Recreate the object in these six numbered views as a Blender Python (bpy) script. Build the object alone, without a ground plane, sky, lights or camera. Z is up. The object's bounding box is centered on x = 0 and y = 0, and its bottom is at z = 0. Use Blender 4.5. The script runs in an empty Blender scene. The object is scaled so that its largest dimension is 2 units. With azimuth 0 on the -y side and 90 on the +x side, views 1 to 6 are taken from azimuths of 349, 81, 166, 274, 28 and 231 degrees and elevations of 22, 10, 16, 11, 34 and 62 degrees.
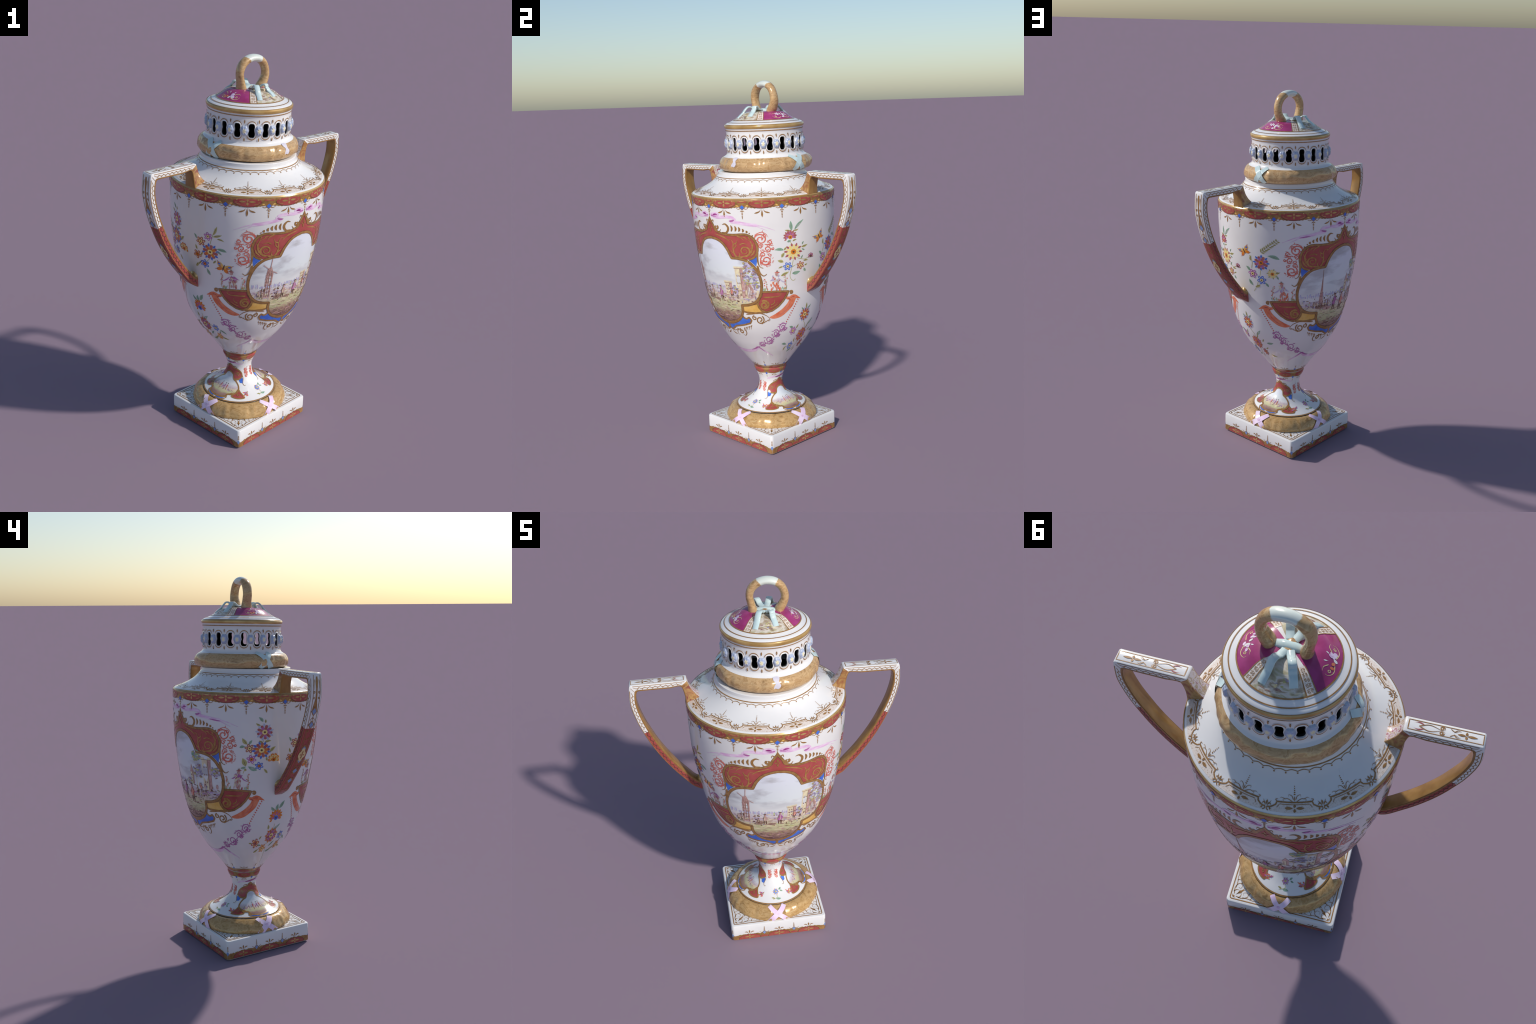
# Lidded porcelain urn: square plinth, turned foot, ovoid body with two angular handles,
# pierced lid with ring finial; hand-painted enamel decoration laid on as thin raised pieces.
import bpy, math, random
import numpy as np
from mathutils import Vector, Matrix
from mathutils.geometry import delaunay_2d_cdt

random.seed(7)
rng = np.random.default_rng(7)
sc = bpy.context.scene
FRONT, BACK, HP, HQ = -55.0, 125.0, 34.0, 215.0     # azimuths: painted fronts and the two handles

# ------------------------------------------------------------------ materials
MATS = {}
def srgb(r, g, b):
    f = lambda c: ((c / 255 + .055) / 1.055) ** 2.4 if c > 10 else c / 255 / 12.92
    return (f(r), f(g), f(b))

def material(name, col, col2=None, scale=40, rough=.16, metal=0., lo=.35, hi=.65, spec=.5, detail=4, stretch=(1, 1, 1), bump=0.):
    """enamel: two tones mixed by a noise, glossy glaze"""
    if name in MATS: return MATS[name]
    m = bpy.data.materials.new(name); m.use_nodes = True
    nt = m.node_tree; b = nt.nodes['Principled BSDF']
    b.inputs['Roughness'].default_value = rough
    b.inputs['Metallic'].default_value = metal
    b.inputs['Specular IOR Level'].default_value = spec
    tc = nt.nodes.new('ShaderNodeTexCoord'); mp = nt.nodes.new('ShaderNodeMapping')
    mp.inputs['Scale'].default_value = stretch
    nz = nt.nodes.new('ShaderNodeTexNoise'); nz.inputs['Scale'].default_value = scale; nz.inputs['Detail'].default_value = detail
    rp = nt.nodes.new('ShaderNodeValToRGB')
    if col2 is None: col2 = tuple(c * .82 for c in col)
    rp.color_ramp.elements[0].position = lo; rp.color_ramp.elements[1].position = hi
    rp.color_ramp.elements[0].color = (*col, 1); rp.color_ramp.elements[1].color = (*col2, 1)
    nt.links.new(tc.outputs['Object'], mp.inputs['Vector']); nt.links.new(mp.outputs[0], nz.inputs['Vector'])
    nt.links.new(nz.outputs['Fac'], rp.inputs['Fac']); nt.links.new(rp.outputs['Color'], b.inputs['Base Color'])
    if bump:
        bp = nt.nodes.new('ShaderNodeBump'); bp.inputs['Strength'].default_value = bump; bp.inputs['Distance'].default_value = .01
        nt.links.new(nz.outputs['Fac'], bp.inputs['Height']); nt.links.new(bp.outputs[0], b.inputs['Normal'])
    MATS[name] = m
    return m

def ramp_material(name, stops, scale, detail=6, stretch=(1, 1, 1), rough=.16, dist=0.):
    """several tones along one noise"""
    m = material(name, (1, 1, 1), (0, 0, 0), scale, rough, detail=detail, stretch=stretch)
    nt = m.node_tree
    rp = next(n for n in nt.nodes if n.type == 'VALTORGB')
    nz = next(n for n in nt.nodes if n.type == 'TEX_NOISE'); nz.inputs['Distortion'].default_value = dist
    cr = rp.color_ramp
    while len(cr.elements) > 2: cr.elements.remove(cr.elements[-1])
    for i, (p, c) in enumerate(stops):
        e = cr.elements[i] if i < 2 else cr.elements.new(p)
        e.position = p; e.color = (*c, 1)
    return m

WHITE = material('white_porcelain_glaze', (.80, .79, .785), (.765, .755, .75), 5, .13)
RED = material('iron_red_enamel', srgb(174, 84, 80), srgb(160, 70, 68), 18, .16)
RED2 = material('red_line_enamel', srgb(205, 92, 78), srgb(215, 130, 115), 60, .16)
GOLD = material('brown_gilding', srgb(168, 126, 76), srgb(144, 106, 60), 60, .2, .08, spec=.6)
SCRG = material('scroll_gilding', srgb(184, 140, 84), srgb(160, 116, 64), 60, .2, .1)
GOLDL = material('fine_gilding', srgb(172, 132, 84), srgb(150, 112, 68), 80, .2, .1)
GOLDB = material('bright_gilding', srgb(206, 172, 112), srgb(176, 140, 82), 14, .17, .3, spec=.7)
BLUE = material('blue_enamel', srgb(62, 102, 200), srgb(80, 125, 215), 40, .14)
YELL = material('amber_enamel', srgb(222, 172, 84), srgb(232, 190, 110), 40, .14)
ORNG = material('orange_bird_enamel', srgb(216, 108, 70), srgb(228, 140, 104), 35, .16)
PURP = material('purple_enamel', srgb(170, 92, 156), srgb(186, 116, 172), 60, .16)
PURPD = material('deep_purple_enamel', srgb(140, 48, 118), srgb(170, 80, 150), 60, .16)
LILAC = material('lilac_ribbon_wash', srgb(220, 176, 215), srgb(234, 212, 233), 30, .14, stretch=(1, 1, 3))
PINKR = material('pale_pink_ribbon', srgb(232, 202, 232), srgb(240, 222, 240), 20, .14)
MAGEN = material('magenta_ground', srgb(152, 52, 104), srgb(168, 64, 122), 25, .14)
AQUA = material('pale_celadon_ribbon', srgb(206, 224, 222), srgb(190, 212, 214), 20, .12)
GREEN = material('leaf_green_enamel', srgb(122, 164, 138), srgb(150, 186, 162), 60, .16)
OLIVE = material('leaf_olive_enamel', srgb(190, 184, 122), srgb(172, 170, 110), 60, .16)
PALEB = material('pale_blue_petal', srgb(168, 182, 216), srgb(204, 210, 230), 60, .2)
DARK = material('shade_dark_interior', (.020, .020, .022), (.026, .026, .026), 20, .8, spec=.1)  # near-black base stands in for shade; the scan left the inside uncoloured
CREAM = material('cream_enamel', srgb(232, 214, 160), srgb(220, 196, 140), 40, .16)
DKBRN = material('dark_brown_line', srgb(112, 80, 60), srgb(94, 66, 52), 60, .2)
STEEL = material('slate_blue_enamel', srgb(120, 146, 196), srgb(138, 162, 205), 60, .16)
MAROON = material('maroon_petal', srgb(166, 84, 84), srgb(186, 112, 106), 60, .16)
YPET = material('yellow_petal', srgb(238, 214, 130), srgb(244, 226, 160), 60, .16)
ORCEN = material('orange_heart', srgb(226, 140, 40), srgb(214, 110, 40), 60, .16)
STONE = material('pale_stone_wash', srgb(232, 222, 186), srgb(214, 196, 168), 50, .15)
MILL = material('rose_brown_wash', srgb(206, 170, 160), srgb(184, 140, 136), 70, .15)
LAVEN = material('lavender_wash', srgb(178, 164, 200), srgb(202, 192, 216), 60, .15)
VIOLG = material('violet_grey_foliage', srgb(136, 128, 160), srgb(166, 158, 178), 90, .15)
GRASS = material('meadow_green_wash', srgb(184, 196, 150), srgb(206, 200, 160), 60, .15)
EARTH = material('umber_wash', srgb(136, 104, 98), srgb(170, 140, 120), 80, .15)
GREY = material('grey_cloud_wash', srgb(196, 196, 204), srgb(208, 208, 218), 30, .14)
LACE = material('lace_ground', srgb(232, 222, 214), srgb(200, 176, 150), 190, .16, lo=.45, hi=.7)
STIPP = material('stippled_gilt_ground', srgb(226, 214, 205), srgb(190, 168, 145), 230, .16, lo=.5, hi=.75)
WREATH = ramp_material('gilt_wreath_glaze', [(.24, srgb(146, 110, 66)), (.4, srgb(190, 152, 98)), (.52, srgb(204, 168, 116)), (.6, srgb(180, 140, 86)), (.74, srgb(206, 174, 124))], 22, 10, (1, 1, 1.8), .17, 1.4)
WREATH.node_tree.nodes['Principled BSDF'].inputs['Metallic'].default_value = .15
WREATH2 = ramp_material('lid_wreath_glaze', [(.24, srgb(148, 114, 76)), (.4, srgb(192, 156, 110)), (.52, srgb(206, 172, 126)), (.6, srgb(180, 142, 96)), (.74, srgb(208, 178, 134))], 22, 10, (1, 1, 1.8), .17, 1.4)
WREATH2.node_tree.nodes['Principled BSDF'].inputs['Metallic'].default_value = .12
RISER = ramp_material('gilt_and_red_marbling', [(.3, srgb(146, 84, 66)), (.43, srgb(160, 118, 72)), (.56, srgb(184, 146, 94)), (.68, srgb(140, 78, 68))], 20, 4, rough=.15, dist=1.5)
RISERI = ramp_material('iridescent_scroll_glaze', [(.3, srgb(224, 214, 214)), (.44, srgb(180, 150, 110)), (.55, srgb(226, 216, 222)), (.68, srgb(160, 84, 90))], 38, 5, rough=.13, dist=1.5)
LIDSCN = ramp_material('lid_landscape_wash', [(.3, srgb(136, 114, 94)), (.44, srgb(172, 154, 128)), (.53, srgb(214, 206, 196)), (.6, srgb(186, 178, 146)), (.7, srgb(146, 126, 102))], 17, 6, (1, 1, 3), .15, .6)

def scene_material(name, zb, zt):
    """sky with drifting clouds over a pale horizon and an umber foreground"""
    m = bpy.data.materials.new(name); m.use_nodes = True
    nt = m.node_tree; N = nt.nodes.new; L = nt.links.new
    b = nt.nodes['Principled BSDF']; b.inputs['Roughness'].default_value = .13
    tc = N('ShaderNodeTexCoord'); sx = N('ShaderNodeSeparateXYZ'); L(tc.outputs['Object'], sx.inputs[0])
    mp = N('ShaderNodeMapping'); mp.inputs['Scale'].default_value = (5, 5, 13); L(tc.outputs['Object'], mp.inputs[0])
    nz = N('ShaderNodeTexNoise'); nz.inputs['Scale'].default_value = 1.3; nz.inputs['Detail'].default_value = 5; L(mp.outputs[0], nz.inputs['Vector'])
    mr = N('ShaderNodeMapRange'); mr.inputs['From Min'].default_value = zb; mr.inputs['From Max'].default_value = zt; L(sx.outputs['Z'], mr.inputs[0])
    n2 = N('ShaderNodeTexNoise'); n2.inputs['Scale'].default_value = 22; n2.inputs['Detail'].default_value = 6
    mp2 = N('ShaderNodeMapping'); mp2.inputs['Scale'].default_value = (1, 1, 3); L(tc.outputs['Object'], mp2.inputs[0]); L(mp2.outputs[0], n2.inputs['Vector'])
    ma = N('ShaderNodeMath'); ma.operation = 'MULTIPLY_ADD'; ma.inputs[1].default_value = .16; L(n2.outputs['Fac'], ma.inputs[0])
    sub = N('ShaderNodeMath'); sub.operation = 'SUBTRACT'; sub.inputs[1].default_value = .08; L(mr.outputs[0], sub.inputs[0]); L(sub.outputs[0], ma.inputs[2])
    r1 = N('ShaderNodeValToRGB'); L(ma.outputs[0], r1.inputs[0]); cr = r1.color_ramp
    st = [(0., srgb(120, 88, 84)), (.09, srgb(166, 134, 116)), (.15, srgb(198, 196, 150)), (.24, srgb(220, 206, 168)), (.33, srgb(206, 190, 196)), (.42, srgb(226, 226, 226)), (.6, srgb(222, 228, 232)), (1., srgb(220, 222, 236))]
    for i, (p, c) in enumerate(st):
        e = cr.elements[i] if i < 2 else cr.elements.new(p); e.position = p; e.color = (*c, 1)
    r2 = N('ShaderNodeValToRGB'); r2.color_ramp.elements[0].position = .47; r2.color_ramp.elements[1].position = .62; L(nz.outputs['Fac'], r2.inputs[0])
    sk = N('ShaderNodeMapRange'); sk.inputs['From Min'].default_value = .42; sk.inputs['From Max'].default_value = .6; L(mr.outputs[0], sk.inputs[0])
    mu = N('ShaderNodeMath'); mu.operation = 'MULTIPLY'; L(r2.outputs['Color'], mu.inputs[0]); L(sk.outputs[0], mu.inputs[1])
    n3 = N('ShaderNodeTexNoise'); n3.inputs['Scale'].default_value = 55 * .47 / (zt - zb); n3.inputs['Detail'].default_value = 7; n3.inputs['Distortion'].default_value = .5; L(mp2.outputs[0], n3.inputs['Vector'])
    r3 = N('ShaderNodeValToRGB'); r3.color_ramp.elements[0].position = .5; r3.color_ramp.elements[1].position = .66; L(n3.outputs['Fac'], r3.inputs[0])
    r4 = N('ShaderNodeValToRGB'); L(mr.outputs[0], r4.inputs[0]); c4 = r4.color_ramp
    for i, (q, v) in enumerate([(0., .85), (.2, .45), (.33, .75), (.46, 0.)]):
        e = c4.elements[i] if i < 2 else c4.elements.new(q); e.position = q; e.color = (v, v, v, 1)
    m4 = N('ShaderNodeMath'); m4.operation = 'MULTIPLY'; L(r3.outputs['Color'], m4.inputs[0]); L(r4.outputs['Color'], m4.inputs[1])
    r5 = N('ShaderNodeValToRGB'); L(n2.outputs['Fac'], r5.inputs[0]); c5 = r5.color_ramp
    for i, (q, c) in enumerate([(.36, srgb(120, 92, 86)), (.47, srgb(160, 130, 160)), (.56, srgb(166, 132, 110)), (.66, srgb(130, 104, 130))]):
        e = c5.elements[i] if i < 2 else c5.elements.new(q); e.position = q; e.color = (*c, 1)
    mz = N('ShaderNodeMix'); mz.data_type = 'RGBA'; L(m4.outputs[0], mz.inputs[0]); L(r1.outputs['Color'], mz.inputs[6]); L(r5.outputs['Color'], mz.inputs[7])
    mx = N('ShaderNodeMix'); mx.data_type = 'RGBA'; L(mu.outputs[0], mx.inputs[0]); L(mz.outputs[2], mx.inputs[6]); mx.inputs[7].default_value = (*srgb(186, 186, 192), 1)
    L(mx.outputs[2], b.inputs['Base Color'])
    return m
SCENE = scene_material('painted_landscape', .735, 1.20)
SCENEF = scene_material('painted_foot_landscape', .185, .285)

# ------------------------------------------------------------------ frames and profiles
TILT = np.array([[1, 0, .021], [0, 1, -.0165], [-.021, .0165, 1]])
BO = np.array([-.0315 - .021 * .39, .019 + .0165 * .39, 0])
LO = np.array([-.0015, .0235, 0])
body_fr = lambda P: P @ TILT.T + BO
lid_fr = lambda P: (P + LO) @ TILT.T + BO
foot_fr = lambda P: P + np.array([-.030, .018, 0])
pa = math.radians(35.4); PR = np.array([[math.cos(pa), -math.sin(pa), 0], [math.sin(pa), math.cos(pa), 0], [0, 0, 1]])
plinth_fr = lambda P: P @ PR.T + np.array([-.0315, .0165, 0])

def catmull(pts, per=8, closed=False):
    p = np.asarray(pts, float)
    if len(p) < 3: return np.linspace(p[0], p[-1], per + 1)
    if closed: q = np.vstack([p[-1], p, p[0], p[1]])
    else: q = np.vstack([2 * p[0] - p[1], p, 2 * p[-1] - p[-2]])
    out = []; t = np.linspace(0, 1, per, endpoint=False)[:, None]
    for i in range(1, len(q) - 2):
        a, b, c, d = q[i - 1:i + 3]
        out.append(.5 * (2 * b + (c - a) * t + (2 * a - 5 * b + 4 * c - d) * t ** 2 + (3 * b - a - 3 * c + d) * t ** 3))
    out = np.vstack(out)
    return out if closed else np.vstack([out, q[-2]])

BODY = [(.089, .402), (.1095, .4285), (.1345, .461), (.1645, .499), (.202, .546), (.244, .608), (.2915, .70), (.3335, .838), (.3565, .957), (.373, 1.06), (.383, 1.145), (.389, 1.24), (.392, 1.31), (.392, 1.385)]
RIM = [(.392, 1.385), (.3925, 1.399), (.3895, 1.411), (.380, 1.4185)]
SHO = [(.380, 1.4185), (.34, 1.4335), (.304, 1.4515), (.278, 1.4685), (.258, 1.4875), (.248, 1.500)]
LIP = [(.248, 1.500), (.2425, 1.509), (.2405, 1.518), (.237, 1.5252), (.21, 1.5255)]
FOOTP = [(.200, .176), (.190, .1805), (.15, .199), (.115, .221), (.088, .247), (.0725, .276), (.0665, .308), (.070, .335), (.080, .362), (.0895, .385), (.0915, .394), (.089, .403)]
body_c = catmull(BODY, 10); sho_c = catmull(SHO, 8)
foot_c = catmull(FOOTP, 8)

def revolve(name, prof, fr, mats, nseg=256, disp=None, matfn=None):
    prof = np.asarray(prof); n = len(prof)
    th = np.linspace(0, 2 * np.pi, nseg, endpoint=False)
    R = np.repeat(prof[:, 0][:, None], nseg, 1); Z = np.repeat(prof[:, 1][:, None], nseg, 1); T = np.repeat(th[None], n, 0)
    if disp is not None: R, Z = disp(R, Z, T)
    P = np.stack([R * np.cos(T), R * np.sin(T), Z], -1).reshape(-1, 3)
    i, j = np.meshgrid(np.arange(n - 1), np.arange(nseg), indexing='ij'); k = (j + 1) % nseg
    F = np.stack([i * nseg + j, i * nseg + k, (i + 1) * nseg + k, (i + 1) * nseg + j], -1).reshape(-1, 4)
    mi = None
    if matfn is not None: mi = [matfn(prof[a, 1], prof[a, 0]) for a in range(n - 1) for _ in range(nseg)]
    return make(name, fr(P), F.tolist(), mats, mi)

def make(name, V, F, mats, mi=None, smooth=35, parent=None):
    me = bpy.data.meshes.new(name); me.from_pydata([tuple(v) for v in V], [], F)
    for m in mats: me.materials.append(m)
    if mi is not None: me.polygons.foreach_set('material_index', np.asarray(mi, dtype=np.int32))
    if smooth:
        me.polygons.foreach_set('use_smooth', [True] * len(me.polygons)); me.set_sharp_from_angle(angle=math.radians(smooth))
    me.update()
    o = bpy.data.objects.new(name, me); sc.collection.objects.link(o)
    if parent is not None: o.parent = parent
    return o

root = bpy.data.objects.new('lidded_vase', None); sc.collection.objects.link(root)
root['label'] = 'white porcelain lidded urn with painted cartouches, gilt handles and ring finial'
root['category'] = 'vase'

# ------------------------------------------------------------------ painting on surfaces
class Surf:
    def __init__(s, f, base=.0006, dl=.0004, flip=1): s.f, s.base, s.dl, s.flip = f, base, dl, flip
    def ev(s, x, y, lay):
        h = 1e-4; P = s.f(x, y); N = np.cross(s.f(x + h, y) - s.f(x - h, y), s.f(x, y + h) - s.f(x, y - h)) * s.flip
        N /= np.maximum(np.linalg.norm(N, axis=1), 1e-12)[:, None]
        return P + N * (s.base + s.dl * lay)[:, None]

def rev_surf(yv, rv, zv, th0, rref, fr, sgn=1, base=.0006):
    """x: arc metres at radius rref from azimuth th0; y: monotone profile parameter"""
    def f(x, y):
        t = math.radians(th0) + x / rref; r = np.interp(y, yv, rv); z = np.interp(y, yv, zv)
        return fr(np.stack([r * np.cos(t), r * np.sin(t), z], -1))
    return Surf(f, base, flip=sgn)

body_x = np.vstack([body_c, catmull(RIM, 6)[1:10]])
def body_surf(th0): return rev_surf(body_x[:, 1], body_x[:, 0], body_x[:, 1], th0, .35, body_fr)
rimsho = np.vstack([catmull(BODY, 10)[-12:], catmull(RIM, 6)[1:]])
SH_Y = .392 - sho_c[:, 0]
def shoulder_surf(th0): return rev_surf(SH_Y, sho_c[:, 0], sho_c[:, 1], th0, .34, body_fr)
foot_s = np.concatenate([[0], np.cumsum(np.hypot(*np.diff(foot_c, axis=0).T))])
def foot_surf(th0): return rev_surf(foot_s, foot_c[:, 0], foot_c[:, 1], th0, .15, foot_fr)
fz = lambda z: float(np.interp(z, foot_c[:, 1], foot_s))

def dens(p, step, closed=True):
    p = np.asarray(p, float); q = np.vstack([p, p[:1]]) if closed else p
    out = []
    for a, b in zip(q[:-1], q[1:]):
        k = max(1, int(np.ceil(np.linalg.norm(b - a) / step))); out.append(a + (b - a) * np.arange(k)[:, None] / k)
    if not closed: out.append(q[-1:])
    return np.vstack(out)

def inside(p, x, y):
    a = p; b = np.roll(p, -1, 0); r = np.zeros(len(x), bool)
    for (x0, y0), (x1, y1) in zip(a, b):
        c = ((y0 > y) != (y1 > y)) & (x < (x1 - x0) * (y - y0) / (y1 - y0 + 1e-15) + x0); r ^= c
    return r

class Piece:
    """one enamel motif: fills and brush strokes in surface coordinates"""
    def __init__(s, name, surf, parent, mirror=False, org=(0, 0), sc=1., rot=0., wk=1.):
        s.name, s.surf, s.parent, s.mir, s.org, s.sc, s.rot = name, surf, parent, mirror, org, sc, rot
        s.X, s.L, s.F, s.mi, s.mats = [], [], [], [], []; s.n = 0; s.wk = wk
    def slot(s, m):
        if m not in s.mats: s.mats.append(m)
        return s.mats.index(m)
    def put(s, pts, faces, m, lay):
        p = np.asarray(pts, float) * s.sc
        if s.rot:
            c, q = math.cos(s.rot), math.sin(s.rot); p = np.stack([p[:, 0] * c - p[:, 1] * q, p[:, 0] * q + p[:, 1] * c], -1)
        if s.mir: p = p * [-1, 1]
        p = p + s.org
        k = s.slot(m); s.X.append(p); s.L.append(np.full(len(p), float(lay)))
        for f in faces:
            g = p[list(f)]; a = np.sum(g[:, 0] * np.roll(g[:, 1], -1) - np.roll(g[:, 0], -1) * g[:, 1])
            f = list(f) if a > 0 else list(f)[::-1]
            s.F.append([i + s.n for i in f]); s.mi.append(k)
        s.n += len(p)
    def fill(s, poly, m, lay=0, step=.012, smooth=0):
        p = catmull(poly, smooth, True) if smooth else dens(poly, step)
        lo, hi = p.min(0), p.max(0)
        gx, gy = np.meshgrid(np.arange(lo[0] + step * .5, hi[0], step), np.arange(lo[1] + step * .5, hi[1], step))
        gx, gy = gx.ravel(), gy.ravel()
        if len(gx):
            ok = inside(p, gx, gy); gx, gy = gx[ok], gy[ok]
            if len(gx):
                d = np.min(np.hypot(gx[:, None] - p[:, 0], gy[:, None] - p[:, 1]), 1) > step * .3; gx, gy = gx[d], gy[d]
        vs = [Vector(v) for v in p] + [Vector((a, b)) for a, b in zip(gx, gy)]
        r = delaunay_2d_cdt(vs, [], [list(range(len(p)))], 1, 1e-7)
        s.put(np.array([tuple(v) for v in r[0]]), r[2], m, lay)
        return s
    def stroke(s, pts, w, m, lay=1, prof='round', step=.004, smooth=True, closed=False):
        p = np.asarray(pts, float)
        per = 6
        if smooth and len(p) > 2:
            seg = np.linalg.norm(np.diff(p, axis=0), axis=1).max(); per = int(min(14, max(3, seg / step))); p = catmull(p, per, closed)
        else: p = dens(p, step, closed) if not closed else dens(p, step, True)
        if closed: p = np.vstack([p, p[:1]])
        if len(p) < 4: p = dens(p, np.linalg.norm(p[-1] - p[0]) / 4, False)
        t = np.gradient(p, axis=0)
        if closed: t[0] = t[-1] = p[1] - p[-2]
        t /= np.maximum(np.linalg.norm(t, axis=1), 1e-9)[:, None]; nn = np.stack([-t[:, 1], t[:, 0]], -1)
        d = np.concatenate([[0], np.cumsum(np.linalg.norm(np.diff(p, axis=0), axis=1))]); u = d / d[-1]; Lg = d[-1]
        if prof == 'even' or closed: k = np.ones_like(u)
        elif prof == 'taper': k = np.sin(np.pi * np.clip(u, .015, .985)) ** .6
        elif prof == 'comma': k = np.maximum(.28, (1 - u) ** .6) * np.minimum(1, np.sqrt(u / .08 + .1))
        elif prof == 'drop': k = np.sin(np.pi * np.clip(u, .02, .98) ** 1.8)
        else: e = min(.3, w / 2 / Lg); k = np.sqrt(np.clip(1 - np.maximum(0, np.maximum(e - u, u - 1 + e) / e) ** 2, .08, 1))
        W = (w * s.wk / 2 * k)[:, None]; n = len(p)
        s.put(np.vstack([p + nn * W, p - nn * W]), [(i, n + i, n + i + 1, i + 1) for i in range(n - 1)], m, lay)
        return s
    def ell(s, x, y, a, b, m, lay=1, rot=0., n=14):
        t = np.linspace(0, 2 * np.pi, n, endpoint=False); c, q = math.cos(rot), math.sin(rot)
        u, v = a * np.cos(t), b * np.sin(t)
        s.put(np.stack([x + u * c - v * q, y + u * q + v * c], -1), [tuple(range(n))], m, lay); return s
    def poly(s, pts, m, lay=1):
        s.put(pts, [tuple(range(len(pts)))], m, lay); return s
    def spiral(s, x, y, r, a0, turns, w, m, lay=2, r1=.22, prof='round', lead=None, asp=1.):
        k = max(10, int(abs(turns) * 16)); t = np.linspace(0, 1, k); a = math.radians(a0) + turns * 2 * np.pi * t; q = r * (1 + (r1 - 1) * t)
        p = np.stack([x + q * np.cos(a) * asp, y + q * np.sin(a)], -1)
        if lead is not None: p = np.vstack([lead, p])
        s.stroke(p, w, m, lay, prof, smooth=False, step=.003); return s
    def leaf(s, x, y, l, w, ang, m, lay=1, bend=.15):
        """pointed leaf centred at x,y; ang in degrees"""
        a = math.radians(ang); d = np.array([math.cos(a), math.sin(a)]); e = np.array([-d[1], d[0]])
        u = np.linspace(0, 1, 9); h = w / 2 * np.sin(np.pi * u ** .85); c = (u - .5)[:, None] * l * d + np.array([x, y]) + (bend * l * 4 * u * (1 - u) - bend * l * .5)[:, None] * e * .5
        A = c + h[:, None] * e; B = c - h[:, None] * e
        s.put(np.vstack([A, B[1:-1][::-1]]), [tuple(range(16))], m, lay); return s
    def done(s):
        if not s.X: return None
        X = np.vstack(s.X); V = s.surf.ev(X[:, 0], X[:, 1], np.concatenate(s.L))
        return make(s.name, V, s.F, s.mats, s.mi, smooth=80, parent=s.parent)

# ------------------------------------------------------------------ plinth
def rounded_square(h, r, n=7):
    out = []
    for k, (sx, sy) in enumerate([(1, 1), (-1, 1), (-1, -1), (1, -1)]):
        a = np.linspace(k * 90, k * 90 + 90, n) * np.pi / 180
        out.append(np.stack([sx * (h - r) + r * np.cos(a), sy * (h - r) + r * np.sin(a)], -1))
    return np.vstack(out)
HB, HT = .2635, .1065
V = []; lev = [(HB - .011, 0), (HB - .004, .002), (HB, .008), (HB + .0005, .05), (HB, HT - .007), (HB - .0025, HT - .002), (HB - .007, HT)]
for h, z in lev:
    q = rounded_square(h, .017); V.append(np.column_stack([q, np.full(len(q), z)]))
nq = len(V[0]); V = np.vstack(V); F = []
for i in range(len(lev) - 1):
    for j in range(nq): F.append([i * nq + j, i * nq + (j + 1) % nq, (i + 1) * nq + (j + 1) % nq, (i + 1) * nq + j])
F.append(list(range(nq))[::-1]); F.append([(len(lev) - 1) * nq + j for j in range(nq)])
plinth = make('plinth', plinth_fr(V), F, [WHITE], parent=root)

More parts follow.
